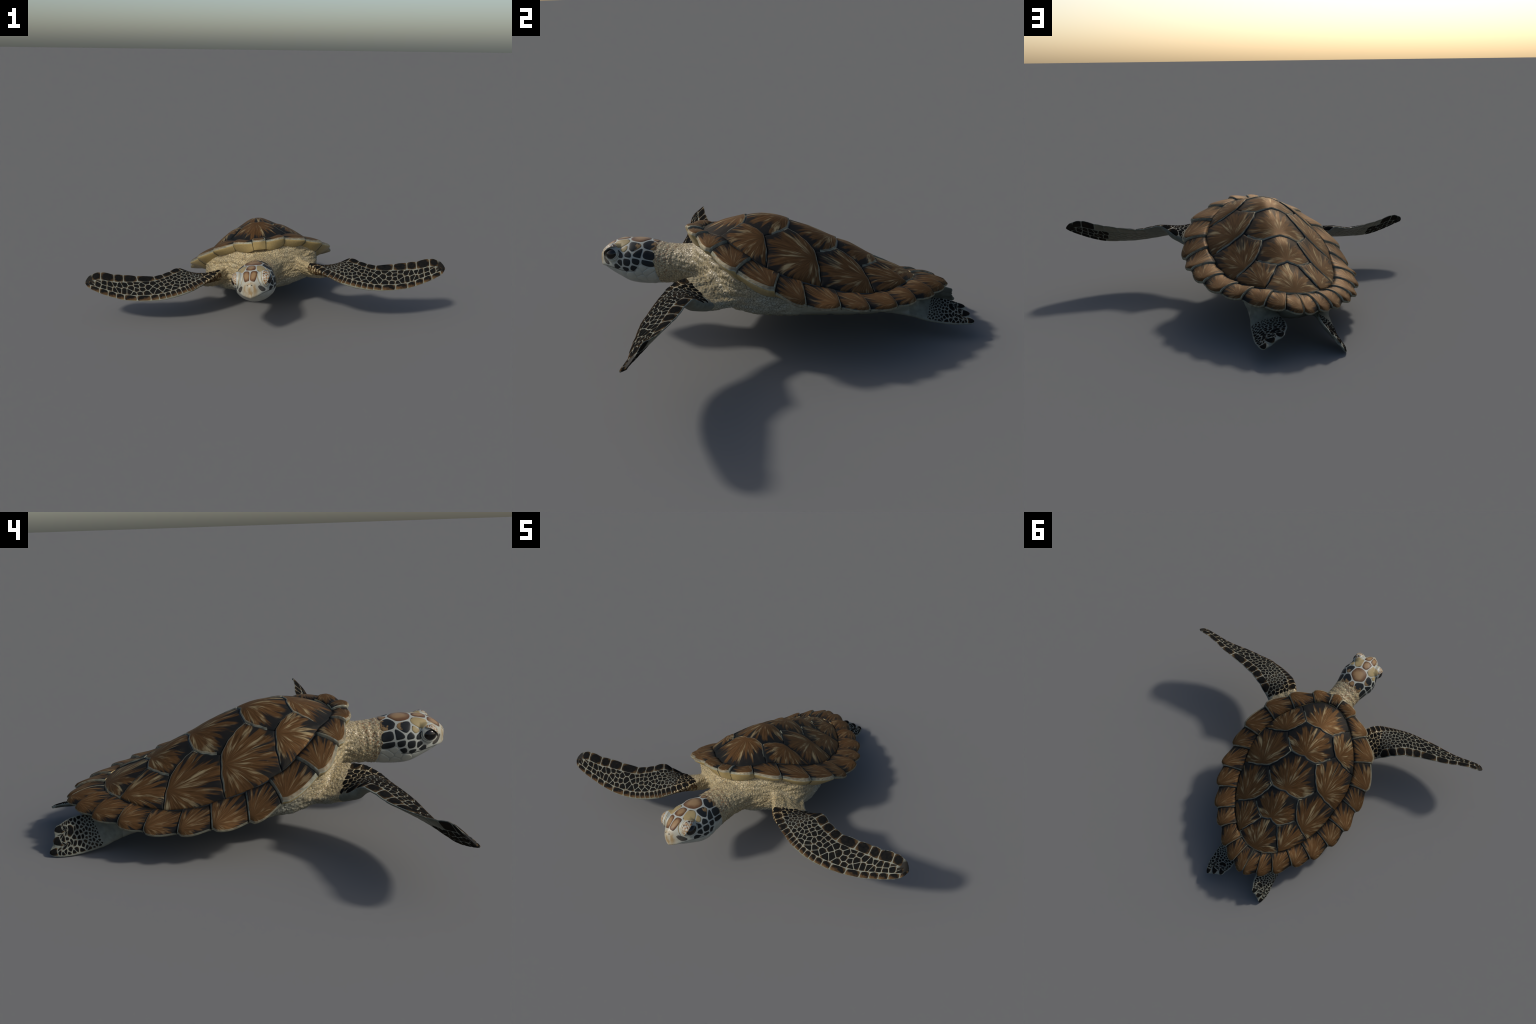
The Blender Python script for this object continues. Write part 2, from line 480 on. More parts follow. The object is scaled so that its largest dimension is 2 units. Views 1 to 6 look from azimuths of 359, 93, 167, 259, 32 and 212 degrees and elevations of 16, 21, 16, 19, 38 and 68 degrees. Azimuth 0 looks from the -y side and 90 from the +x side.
def inner_back():
    tl = np.linspace(0, 1, 400); c = C_IN(tl); t0 = np.interp(J['M45'][1], c[:, 1], tl)
    q = C_IN(np.linspace(t0, 1, 24))[:, :2]
    r = q.copy(); r[:, 0] *= -1
    return np.vstack([q, r[::-1]])          # left to right along the rear


CB = {'J12': 0.014, 'J23': 0.012, 'J34': 0.012, 'J45': -0.006}
POLYS = []
POLYS.append(('vertebral_scute', chain(inner_front(), sseam('M01', 'J12', 1), cross('J12', CB['J12'])[::-1], sseam('J12', 'M01', -1)), 0))
for a, k, b in (('J12', 'K12', 'J23'), ('J23', 'K23', 'J34'), ('J34', 'K34', 'J45')):
    POLYS.append(('vertebral_scute', chain(cross(a, CB[a]), sseam(a, k, 1), sseam(k, b, 1), cross(b, CB[b])[::-1], sseam(b, k, -1), sseam(k, a, -1)), 0))
POLYS.append(('vertebral_scute', chain(cross('J45', CB['J45']), sseam('J45', 'M45', 1), inner_back(), sseam('M45', 'J45', -1)), 0))
for s in (1, -1):
    Y = {k: J[k][1] for k in J}
    POLYS.append(('costal_scute', chain(inner_seg(Y['M01'], Y['M12'], s), sseam('M12', 'K12', s), sseam('K12', 'J12', s), sseam('J12', 'M01', s)), s))
    for m0, m1, k0, jx, k1 in (('M12', 'M23', 'K12', 'J23', 'K23'), ('M23', 'M34', 'K23', 'J34', 'K34')):
        POLYS.append(('costal_scute', chain(inner_seg(Y[m0], Y[m1], s), sseam(m1, k1, s), sseam(k1, jx, s), sseam(jx, k0, s), sseam(k0, m0, s)), s))
    POLYS.append(('costal_scute', chain(inner_seg(Y['M34'], Y['M45'], s), sseam('M45', 'J45', s), sseam('J45', 'K34', s), sseam('K34', 'M34', s)), s))

DOME_UP = 0.002            # the dome plates stand this much above the marginal groove


def resample(p, n):
    q = np.vstack([p, p[:1]]); d = np.r_[0, np.cumsum(np.linalg.norm(np.diff(q, axis=0), axis=1))]
    t = np.linspace(0, d[-1], n, endpoint=False)
    return np.stack([np.interp(t, d, q[:, i]) for i in range(2)], 1)


def area_centroid(p):
    x, y = p[:, 0], p[:, 1]; x1, y1 = np.roll(x, -1), np.roll(y, -1); c = x * y1 - x1 * y
    A = c.sum() / 2
    return np.array([((x + x1) * c).sum(), ((y + y1) * c).sum()]) / (6 * A)


def rim_ratio(p):
    ang = np.arctan2(RIM[:, 0], RIM[:, 1] + .03); o = np.argsort(ang)
    return np.hypot(p[:, 0], p[:, 1] + .03) / np.interp(np.arctan2(p[:, 0], p[:, 1] + .03), ang[o], np.hypot(RIM[:, 0], RIM[:, 1] + .03)[o], period=2 * np.pi)


RIM = C_IN(np.linspace(0, 2, 400))[:, :2]


def dome_scute(name, poly, side):
    n = 150
    b = resample(poly, n); c = area_centroid(b)
    d = b - c; L = np.linalg.norm(d, axis=1)[:, None]
    b = c + d * (1 - 0.0016 / L)
    ymin, ymax = b[:, 1].min(), b[:, 1].max()
    rings = [1.0, 0.988, 0.975, 0.95, 0.90, 0.84, 0.76, 0.66, 0.54, 0.40, 0.26, 0.12]
    drop = [0.0042, 0.0016, 0.0004, 0, 0, 0, 0, 0, 0, 0, 0, 0]
    V = [];
    for s, dr in zip(rings, drop):
        p = c + (b - c) * s
        rear = np.clip((p[:, 1] - ymin) / (ymax - ymin), 0, 1)
        lift = 0.0065 * rear ** 1.5 * (1 - smooth(.80, .98, rim_ratio(p))) if side or s > 1 else 0.0050 * rear ** 1.5
        z = DOME(p[:, 0], p[:, 1]) + DOME_UP - dr + (0.0060 if side else 0.0) * (1 - s ** 4) - (0.0015 if side else 0.0060) + lift + (0.004 * smooth(.72, .95, rim_ratio(p)) if side else 0)
        V.append(np.column_stack([p, z]))
    wall = V[0].copy(); wall[:, 2] -= 0.018
    V = [wall] + V
    cz = V[-1][:, 2].mean() + 0.0002
    V.append(np.array([[c[0], c[1], cz]]))
    verts = np.vstack(V); nr = len(V) - 1
    # local frame: origin = growth centre close to the rear edge, -y = forward fan direction
    fc = np.array([c[0] - side * 0.010, c[1] + 0.80 * (ymax - c[1])])
    lean = -side * 0.30
    yax = np.array([math.sin(lean), math.cos(lean)]) if side else np.array([0.0, 1.0])
    xax = np.array([yax[1], -yax[0]])
    rel = b - fc
    sx = np.abs(rel @ xax).max() * 1.02; sy = (-(rel @ yax)).max() * 1.02
    fz = float(DOME(fc[0], fc[1]))
    M = frame_matrix(W([fc[0], fc[1], fz]), BODY_R @ np.r_[xax, 0], BODY_R @ np.r_[yax, 0], BZ, sx, sy, 0.5 * (sx + sy))
    faces, fm = [], []
    rim_b = rim_ratio(b)
    rearness = ((b - c) @ yax) / np.linalg.norm(b - c, axis=1)
    lat = np.abs((b - c) @ xax) / np.linalg.norm(b - c, axis=1)
    for r in range(nr - 1):
        for i in range(n):
            j = (i + 1) % n
            faces.append((r * n + i, r * n + j, (r + 1) * n + j, (r + 1) * n + i))
            k = 0
            if rearness[i] > 0.12 - 0.1 * (name[0] == 'c') and (rim_b[i] < .955 or name[0] == 'v'):
                if r == 1: k = 2
                elif r in (2, 3): k = 1
            if r == 0: k = 3
            fm.append(k)
    top = nr * n
    for i in range(n):
        faces.append(((nr - 1) * n + i, (nr - 1) * n + (i + 1) % n, top)); fm.append(0)
    ob = mesh_obj(name, to_local(M, W(verts)), faces, None, (M_SCUTE, M_RIM1, M_RIM2, M_SEAM), fm, M)
    ob.parent = carapace
    return ob


for nm, poly, s in POLYS: dome_scute(nm, poly, s)

# dark bed under the dome plates
bt = np.linspace(0, 2, 160, endpoint=False)
edge = C_IN(bt)
bv, bf = [], []
for s in np.linspace(1.03, 0.05, 24):
    p = edge[:, :2] * s + np.array([0, -0.03]) * (1 - s)
    bv.append(np.column_stack([p, DOME(p[:, 0], p[:, 1]) - 0.0065]))
nb = len(bt)
bv.append(np.array([[0, -0.03, float(DOME(0, -0.03)) - 0.0065]]))
for r in range(23):
    for i in range(nb): bf.append((r * nb + i, r * nb + (i + 1) % nb, (r + 1) * nb + (i + 1) % nb, (r + 1) * nb + i))
for i in range(nb): bf.append((23 * nb + i, 23 * nb + (i + 1) % nb, 24 * nb))
mesh_obj('scute_bed', W(np.vstack(bv)), bf, carapace, (M_SEAM,))


# marginal scutes: ruled wedges between the dome border, the serrated rim and the underside line
def nearest_in(t_out):
    if t_out < 0: return -nearest_in(-t_out)
    ts = np.linspace(-0.15, 2.15, 3000); c = C_IN(ts)[:, :2]
    p = C_OUT(t_out)[:2]
    return ts[np.argmin(((c - p) ** 2).sum(1))]


n_out = len(OUTER) - 1


def marginal(i0, i1, side, name, first=False):
    """scute between OUTER stations i0..i1 on one side (front to rear)"""
    t0, t1 = i0 / n_out, i1 / n_out
    a0, a1 = nearest_in(t0), nearest_in(t1)
    # seams slant slightly backward toward the dome
    nt, ns, nu = 34, 12, 6
    T = np.linspace(0, 1, nt)
    g = 0.0012
    rear_q = smooth(0.25, 0.75, i0 / n_out)
    lip = 0.013 - 0.004 * rear_q
    rows = []
    chord = np.linalg.norm(C_OUT(t1) - C_OUT(t0))
    tip = (0.0210 if i0 > 4 else 0.0175) if not first else 0.010
    for T_ in T:
        tt = t0 + (t1 - t0) * T_; ta = a0 + (a1 - a0) * T_
        I = C_IN(ta); O = C_OUT(tt); U = C_UN(tt) + np.array([0, 0, -0.014 * math.sin(math.pi * T_) * (i1 <= 5 and not first)])
        out = O - I; out = out / np.linalg.norm(out)
        # serration: outline swells toward the rear corner, then cuts back to the notch
        sw = tip * (math.sin(math.pi * T_) * 0.30 + 0.80 * smooth(0.05, 0.80, T_) * (1 - smooth(0.84, 1.0, T_) * 0.80)) + 0.002
        if first: sw = tip * math.sin(math.pi * T_)
        O = O + out * sw
        # the rear edge of each scute rides over the next one
        ride = 0.0080 * smooth(0.2, 1.0, T_) - 0.004 if not first else 0.003
        de = min(T_, 1 - T_) * chord
        round_t = 0.0028 * (1 - min(1, de / 0.006)) ** 2
        S = np.linspace(0, 1, ns) ** 0.8
        row = []
        for s in S:
            p = I * (1 - s) + O * s
            ds = (1 - s) * np.linalg.norm(O - I); di = s * np.linalg.norm(O - I)
            z = p[2] + ride + (0.006 + 0.006 * rear_q) * math.sin(math.pi * s) - 0.0065 * (1 - min(1, ds / 0.012)) ** 2 + 0.002 * (1 - s) - round_t - 0.0015 * (1 - min(1, di / 0.01)) ** 2
            row.append((p[0], p[1], z))
        e = np.array(row[-1])
        inw = (U - O); inw[2] = 0; inw /= np.linalg.norm(inw) + 1e-9
        row.append(tuple(e + out * 0.0015 + np.array([0, 0, -lip * 0.45 + 0.001])))
        row.append(tuple(e + inw * 0.002 + np.array([0, 0, -lip])))
        e2 = np.array(row[-1])
        for k in range(1, nu + 1):
            f = k / nu
            p = e2 * (1 - f) + U * f + np.array([0, 0, -0.006 * math.sin(math.pi * f)])
            row.append(tuple(p))
        mid = np.array(row[ns // 2]); row.append(tuple(I + np.array([0, 0, -0.035])))
        rows.append(row)
    # small gap to the neighbours
    A = np.array(rows)
    d = A[-1] - A[0]; L = np.linalg.norm(d, axis=1)[:, None] + 1e-9
    w = (1 - 2 * T)[:, None, None]
    A = A + (d / L)[None] * g * w
    nk = A.shape[1]
    A[:, :, 0] *= side
    verts = A.reshape(-1, 3)
    faces, fm = [], []
    for r in range(nt - 1):
        for k in range(nk - 1):
            q = (r * nk + k, r * nk + k + 1, (r + 1) * nk + k + 1, (r + 1) * nk + k)
            faces.append(q if side < 0 else q[::-1])
            T_ = (r + 0.5) / (nt - 1)
            if k >= ns + 1: f = 3
            elif k >= ns: f = 3 if i1 <= 5 or first else 2
            elif k == ns - 1: f = 2 if i1 <= 5 or first else 1
            elif k == ns - 2 and (i1 <= 5 or first): f = 1
            elif T_ > 0.975 and not first and k > ns * 0.6: f = 2
            elif T_ > 0.962 and not first: f = 1
            elif first and (T_ < .06 or T_ > .94): f = 2
            else: f = 0
            fm.append(f)
        q = (r * nk + nk - 1, r * nk, (r + 1) * nk, (r + 1) * nk + nk - 1)
        faces.append(q if side < 0 else q[::-1]); fm.append(3)
    for r, rev in ((0, side < 0), (nt - 1, side > 0)):
        q = tuple(r * nk + k for k in range(nk)); faces.append(q[::-1] if rev else q); fm.append(1)
    # local frame: growth centre at the rear outer corner, fan runs forward and inward
    fo = A[int(nt * 0.90), int(ns * 0.86)]; fi = A[int(nt * 0.12), 1]
    if first: fo = A[nt // 2, ns - 3]; fi = A[nt // 2, 0] + np.array([0, 0.0, 0])
    yax = (fo - fi); yax[2] = 0; yax /= np.linalg.norm(yax); xax = np.array([yax[1], -yax[0], 0])
    b = A[:, :ns].reshape(-1, 3) - fo
    sx = np.abs(b @ xax).max() * 1.06; sy = np.abs(b @ yax).max() * 1.00
    M = frame_matrix(W(fo), BODY_R @ xax, BODY_R @ yax, BZ, sx, sy, 0.5 * (sx + sy))
    ob = mesh_obj(name, to_local(M, W(verts)), faces, None, (M_MARGINAL, M_RIM1, M_RIM2, M_UNDER), fm, M)
    ob.parent = carapace


marginal(-1, 1, 1, 'nuchal_scute', True)
for s in (1, -1):
    for i in range(1, n_out): marginal(i, i + 1, s, 'marginal_scute')

# ------------------------------------------------------------------ limbs as ruled blades
# stations: leading edge, trailing edge, thickness above and below the edge-to-edge sheet
FORE = [((.188, -.420, -.012), (.305, -.315, -.115), .012, .070),
        ((.250, -.520, -.008), (.378, -.418, -.104), .006, .072),
        ((.286, -.590, -.018), (.430, -.456, -.078), .004, .066),
        ((.328, -.634, -.048), (.477, -.481, -.050), .007, .050),
        ((.386, -.665, -.090), (.518, -.494, -.034), .022, .032),
        ((.439, -.684, -.121), (.560, -.520, -.051), .035, .018),
        ((.510, -.703, -.146), (.602, -.536, -.067), .035, .010),
        ((.589, -.711, -.166), (.651, -.554, -.075), .026, .009),
        ((.690, -.712, -.178), (.744, -.571, -.072), .015, .009),
        ((.787, -.702, -.181), (.816, -.584, -.067), .010, .008),
        ((.852, -.695, -.172), (.871, -.600, -.062), .009, .0075),
        ((.920, -.691, -.155), (.937, -.610, -.051), .008, .007),
        ((.985, -.681, -.131), (.990, -.620, -.069), .006, .0055),
        ((1.014, -.652, -.111), (1.014, -.639, -.095), .003, .003)]
HIND = [((.175, .270, -.205), (.080, .340, -.165), .026, .036),
        ((.192, .370, -.228), (.082, .430, -.176), .023, .032),
        ((.198, .450, -.251), (.078, .497, -.188), .019, .026),
        ((.204, .520, -.266), (.066, .550, -.198), .014, .020),
        ((.210, .582, -.274), (.071, .600, -.206), .012, .016),
        ((.209, .634, -.277), (.089, .640, -.216), .010, .013),
        ((.195, .690, -.282), (.095, .690, -.226), .006, .008)]
TE_BREAKS = [1.95, 3.0, 4.0, 5.0, 6.0, 6.95, 8.0, 9.0, 9.9, 11.0, 11.8, 12.95]      # trailing-edge scale borders, in stations

class Blade:
    def __init__(self, st, kind, side):
        self.n = len(st) - 1; self.kind = kind; self.side = side
        self.le = np.array([s[0] for s in st]); self.te = np.array([s[1] for s in st])
        if side < 0:
            self.le = self.le * [-1, 1, 1]; self.te = self.te * [-1, 1, 1]
            if kind == 'fore':
                self.le = self.le @ RQ.T + RT_; self.te = self.te @ RQ.T + RT_
        if side < 0 and kind == 'hind':  # the right hind paddle is turned further on edge
            for i in range(len(st)):
                a = math.radians(16) * float(smooth(0, 3, i)); pv = np.array([-.150, 0, -.243]); cs, sn = math.cos(a), math.sin(a)
                for arr in (self.le, self.te):
                    x, y, z = arr[i] - pv * [1, 0, 1]
                    arr[i] = (pv[0] + x * cs - z * sn, y, pv[2] + x * sn + z * cs)
        self.tu = np.array([s[2] for s in st]); self.td = np.array([s[3] for s in st])
        self.k = np.arange(self.n + 1.0)

    def edges(self, u):
        le = spline(self.k, self.le, u); te = spline(self.k, self.te, u)
        if self.kind == 'fore':          # scalloped trailing edge, one lobe a scale
            b = np.array(TE_BREAKS); i = np.clip(np.searchsorted(b, u) - 1, 0, len(b) - 2)
            f = np.clip((u - b[i]) / (b[i + 1] - b[i]), 0, 1)
            amp = np.where((u > b[0]) & (u < b[-1]), 0.0045 * np.sin(np.pi * f) ** 0.7, 0)
            d = te - le; te = te + d / (np.linalg.norm(d, axis=-1, keepdims=True) + 1e-9) * amp[..., None]
        return le, te

    def mid(self, u, v):
        if self.kind == 'hind':          # toes: the far end is cut into three lobes and notches
            toe = 0.30 * (1 - np.abs(np.cos(np.pi * (np.clip(v, 0, 1) * 2.75 + 0.12))) ** 0.6)
            cut = 1 - (0.10 * v ** 1.2 + 0.115 * (1 - np.abs(np.sin(np.pi * (0.10 + v * 2.7))) ** 0.7)) * smooth(3.2, 6.0, u)
            u = u * cut
        le, te = self.edges(u)
        return le * (1 - v[..., None]) + te * v[..., None]

    def prof(self, v, u):
        v = np.clip(v, 0, 1)
        if self.kind == 'fore':          # a thick round arm at the root, a flat blade beyond the elbow
            flat = np.clip(2.05 * np.sqrt(v) * (1 - v) ** 0.72, 0, None) * 0.86 + 0.03
            full = np.sqrt(np.clip(4 * v * (1 - v), 0, 1)) ** 0.8 + 0.02
            w = smooth(4.2, 2.4, u)
            return full * w + flat * (1 - w)
        return np.clip(1.9 * v ** 0.5 * (1 - v) ** 0.5 * 0.55 + 0.10, 0, None) + 0.25 * np.sin(np.pi * v)

    def normal(self, u, v):
        e = 1e-3
        a = self.mid(np.clip(u + e, 0, self.n), v) - self.mid(np.clip(u - e, 0, self.n), v)
        le, te = self.edges(u); b = te - le
        n = np.cross(a, b); n /= np.linalg.norm(n, axis=-1, keepdims=True) + 1e-12
        return n * np.sign(n[..., 2:3] + 1e-9)

    def surf(self, u, v, up=1):
        u = np.asarray(u, float); v = np.asarray(v, float)
        th = spline(self.k, self.tu if up > 0 else self.td, u) * self.prof(v, u)
        taper = 1.0
        return self.mid(u, v) + self.normal(u, v) * (th * up * taper)[..., None]

    def solid(self, nu=110, nv=30):
        us = np.linspace(0, self.n, nu)
        vv = 0.5 - 0.5 * np.cos(np.pi * np.linspace(0, 1, nv))
        V = []
        for u in us:
            uu = np.full(nv, u)
            top = self.surf(uu, vv, 1); bot = self.surf(uu, vv, -1)
            V.append(np.vstack([top, bot[::-1]]))
        m = 2 * nv; verts = np.vstack(V); faces = []
        for r in range(nu - 1):
            for i in range(m):
                faces.append((r * m + i, r * m + (i + 1) % m, (r + 1) * m + (i + 1) % m, (r + 1) * m + i))
        faces.append(tuple(range(m))[::-1]); faces.append(tuple((nu - 1) * m + i for i in range(m)))
        return verts, faces


blades = {('fore', 1): Blade(FORE, 'fore', 1), ('fore', -1): Blade(FORE, 'fore', -1), ('hind', 1): Blade(HIND, 'hind', 1), ('hind', -1): Blade(HIND, 'hind', -1)}

# ------------------------------------------------------------------ head and neck
PSI = math.radians(10.0)
H0 = np.array([-.048, -.810, 0.0])
HF = np.array([-math.sin(PSI), -math.cos(PSI), 0.0]); HX = np.array([math.cos(PSI), -math.sin(PSI), 0.0])


def head_to_body(X, F, Z):
    return H0 + np.multiply.outer(X, HX) + np.multiply.outer(F, HF) + np.multiply.outer(Z, np.array([0, 0, 1.0]))


# station F: half width, top, bottom, height of widest point, superellipse powers top/bottom
HEAD = [(.177, .012, .026, -.018, .004, 2.0, 2.0), (.172, .024, .036, -.031, .000, 2.0, 1.6), (.162, .036, .048, -.036, -.004, 2.1, 1.9), (.145, .050, .064, -.044, -.008, 2.2, 2.1),
        (.125, .064, .078, -.057, -.008, 2.2, 2.0), (.098, .080, .091, -.072, -.006, 2.2, 2.0), (.065, .095, .099, -.087, -.006, 2.2, 2.0), (.030, .108, .100, -.101, -.006, 2.15, 2.0),
        (-.005, .112, .100, -.108, -.006, 2.1, 2.0), (-.045, .104, .098, -.112, -.006, 2.05, 2.0), (-.090, .093, .089, -.112, -.008, 2.0, 2.0), (-.140, .089, .078, -.109, -.012, 2.0, 2.0),
        (-.190, .090, .072, -.107, -.015, 2.0, 2.0), (-.240, .094, .072, -.109, -.015, 2.0, 2.0), (-.290, .106, .075, -.114, -.015, 2.0, 2.0), (-.340, .126, .078, -.124, -.02, 2.0, 2.0), (-.42, .150, .080, -.14, -.03, 2.0, 2.0)]
HT = np.array(HEAD)[::-1]


def head_sec(F): return spline(HT[:, 0], HT[:, 1:], F)


def head_solid(n=96):
    Fs = np.unique(np.r_[np.linspace(-.42, .15, 70), np.linspace(.15, .177, 14)]); V = []
    for F in Fs:
        w, zt, zb, zc, pt, pb = head_sec(np.array(F))
        th = np.linspace(0, 2 * np.pi, n, endpoint=False); c, s = np.cos(th), np.sin(th)
        p = np.where(s > 0, pt, pb)
        X = w * np.sign(c) * np.abs(c) ** (2 / p); Z = zc + np.where(s > 0, zt - zc, zc - zb) * np.sign(s) * np.abs(s) ** (2 / p)
        # neck swings back onto the body's midline behind the head
        P = head_to_body(X, np.full(n, F), Z)
        P[:, 0] += smooth(-.05, -.40, F) * 0.0
        V.append(P)
    f = []
    for r in range(len(Fs) - 1):
        for i in range(n): f.append((r * n + i, r * n + (i + 1) % n, (r + 1) * n + (i + 1) % n, (r + 1) * n + i))
    f.append(tuple(range(n))[::-1]); f.append(tuple((len(Fs) - 1) * n + i for i in range(n)))
    return np.vstack(V), f


# torso: sections along y: half width, top, widest height, bottom
TORSO = [(-.560, .050, .066, .000, -.080, 2.2), (-.530, .105, .084, .000, -.108, 3.0), (-.485, .165, .100, -.005, -.142, 3.6), (-.430, .236, .104, -.025, -.174, 4.0), (-.370, .308, .098, -.050, -.196, 3.8),
         (-.280, .338, .080, -.080, -.214, 3.0), (-.150, .322, .055, -.110, -.226, 2.0), (0, .272, .020, -.135, -.235, 1.7), (.150, .245, -.030, -.155, -.244, 1.7), (.290, .190, -.085, -.170, -.250, 1.8),
         (.380, .135, -.120, -.172, -.243, 2.0), (.430, .080, -.135, -.172, -.226, 2.0), (.465, .040, -.150, -.170, -.205, 2.0), (.485, .010, -.160, -.168, -.180, 2.0)]
TT = np.array(TORSO)


def torso_solid(n=110):
    ys = np.linspace(-.56, .485, 110); V = []
    for y in ys:
        w, zt, zc, zb, pt = spline(TT[:, 0], TT[:, 1:], np.array(y))
        th = np.linspace(0, 2 * np.pi, n, endpoint=False); c, s = np.cos(th), np.sin(th)
        p = np.where(s > 0, pt, 2.4)
        X = w * np.sign(c) * np.abs(c) ** (2 / p); Z = zc + np.where(s > 0, zt - zc, zc - zb) * np.sign(s) * np.abs(s) ** (2 / p)
        V.append(np.column_stack([X, np.full(n, y), Z]))
    f = []
    for r in range(len(ys) - 1):
        for i in range(n): f.append((r * n + i, r * n + (i + 1) % n, (r + 1) * n + (i + 1) % n, (r + 1) * n + i))
    f.append(tuple(range(n))[::-1]); f.append(tuple((len(ys) - 1) * n + i for i in range(n)))
    return np.vstack(V), f


def ellipsoid(c, axes, r, n=24):
    V, f = [], []
    for i in range(n + 1):
        a = math.pi * i / n
        for j in range(2 * n):
            b = math.pi * j / n
            V.append(c + axes @ np.array([r[0] * math.sin(a) * math.cos(b), r[1] * math.sin(a) * math.sin(b), r[2] * math.cos(a)]))
    for i in range(n):
        for j in range(2 * n):
            f.append((i * 2 * n + j, (i + 1) * 2 * n + j, (i + 1) * 2 * n + (j + 1) % (2 * n), i * 2 * n + (j + 1) % (2 * n)))
    return np.array(V), f


EYE = {s: head_to_body(s * .071, .089, .048) for s in (1, -1)}
EYE_AX = {}
for s in (1, -1):      # eye frame: outward (sideways, a little forward and up), along the head, up
    out = HX * s * 0.90 + HF * 0.22 + np.array([0, 0, 0.22]); out /= np.linalg.norm(out)
    fwd = HF - np.array([0, 0, 0.30]); fwd = fwd - out * (fwd @ out); fwd /= np.linalg.norm(fwd)
    EYE_AX[s] = np.stack([out, fwd, np.cross(out, fwd) * s * 1.0], 1)
    if EYE_AX[s][2, 2] < 0: EYE_AX[s][:, 2] *= -1

solids = [torso_solid(), head_solid()] + [b.solid() for b in blades.values()]
for s in (1, -1):
    solids.append(ellipsoid(EYE[s], EYE_AX[s], (.028, .044, .041)))
TAIL = ellipsoid(np.array([0, .445, -.165]), np.eye(3), (.040, .058, .020)); solids.append(TAIL)
for s in (1, -1):      # thigh, hidden under the shell rim
    solids.append(ellipsoid(np.array([s * .135, .34, -.188]), np.eye(3), (.068, .11, .046)))

bm = bmesh.new()
tmp = bpy.data.meshes.new('tmp')
allv, allf, off = [], [], 0
for v, f in solids:
    allv.append(v); allf += [tuple(i + off for i in q) for q in f]; off += len(v)
tmp.from_pydata([tuple(p) for p in np.vstack(allv)], [], allf)
bm.from_mesh(tmp)
# each solid is closed; make its normals face outward
bmesh.ops.recalc_face_normals(bm, faces=bm.faces)
bm.to_mesh(tmp); bm.free()
tob = bpy.data.objects.new('tmp', tmp); bpy.context.collection.objects.link(tob)
rm = tob.modifiers.new('r', 'REMESH'); rm.mode = 'VOXEL'; rm.voxel_size = 0.0030; rm.adaptivity = 0
dg = bpy.context.evaluated_depsgraph_get()
body = bpy.data.meshes.new_from_object(tob.evaluated_get(dg))
bpy.data.objects.remove(tob); bpy.data.meshes.remove(tmp)

nv = len(body.vertices)
co = np.empty(nv * 3); body.vertices.foreach_get('co', co); co = co.reshape(-1, 3)
ed = np.empty(len(body.edges) * 2, np.int64); body.edges.foreach_get('vertices', ed); ed = ed.reshape(-1, 2)
deg = np.bincount(ed.ravel(), minlength=nv)[:, None]


def relax(c, w, it):
    for _ in range(it):
        s = np.zeros_like(c)
        for k in range(3):
            s[:, k] = np.bincount(ed[:, 0], c[ed[:, 1], k], nv) + np.bincount(ed[:, 1], c[ed[:, 0], k], nv)
        c = c + w * (s / deg - c)
    return c


def region(c):
    """0 torso 1 neck 2 head 3/4 foreflippers 5/6 hind flippers 7 tail, by place in the body frame"""
    F = (c - H0) @ HF
    r = np.zeros(len(c), int)
    r[F > -.235] = 1
    r[F > -.098 - 0.02 * np.clip((0.03 - c[:, 2]) / .1, 0, 1)] = 2
    fore = (np.abs(c[:, 0]) > 0.275 + 0.25 * np.clip(c[:, 1] + .56, 0, 1)) & (c[:, 1] < -.40) & ((c[:, 2] < .06) | (np.abs(c[:, 0]) > .6))
    r[fore & (c[:, 0] > 0)] = 3; r[fore & (c[:, 0] < 0)] = 4
    hind = (c[:, 1] > .40) & (np.abs(c[:, 0]) > .060) & (c[:, 2] < -.14)
    r[hind & (c[:, 0] > 0)] = 5; r[hind & (c[:, 0] < 0)] = 6
    r[(c[:, 1] > .47) & (np.abs(c[:, 0]) <= .060)] = 7
    return r


co = relax(co, 0.5, 4)
reg = region(co)
# blend the shoulders, neck root and thighs more strongly
F_all = (co - H0) @ HF
shoulder = smooth(-.17, -.24, F_all) * smooth(.46, .34, np.abs(co[:, 0])) * (co[:, 1] < .3)
thigh = smooth(.33, .39, co[:, 1]) * smooth(.48, .42, co[:, 1]) * (co[:, 2] < -.12)
wgt = np.clip(shoulder + thigh, 0, 1)[:, None]
co = relax(co, 0.6 * wgt, 60)


def vnormals(c):
    body.vertices.foreach_set('co', c.ravel()); body.update()
    n = np.empty(nv * 3, np.float32); body.vertices.foreach_get('normal', n)
    return n.reshape(-1, 3).astype(float)


# keep the flesh under the shell
ti = np.linspace(0, 2, 400); ci = C_IN(ti)[:, :2]; co_ = C_OUT(ti)
ang_i = np.arctan2(ci[:, 0], ci[:, 1] + .03); oi = np.argsort(ang_i); rad_i = np.hypot(ci[:, 0], ci[:, 1] + .03)
a_ = np.arctan2(co[:, 0], co[:, 1] + .03); rr_ = np.hypot(co[:, 0], co[:, 1] + .03) / np.interp(a_, ang_i[oi], rad_i[oi], period=2 * np.pi)
ins = (rr_ < 1.0) & (co[:, 2] > -.15) & (reg != 3) & (reg != 4)
co[ins, 2] = np.minimum(co[ins, 2], DOME(co[ins, 0], co[ins, 1]) - 0.022)
nrm = vnormals(co)
F_all = (co - H0) @ HF; X_all = (co - H0) @ HX
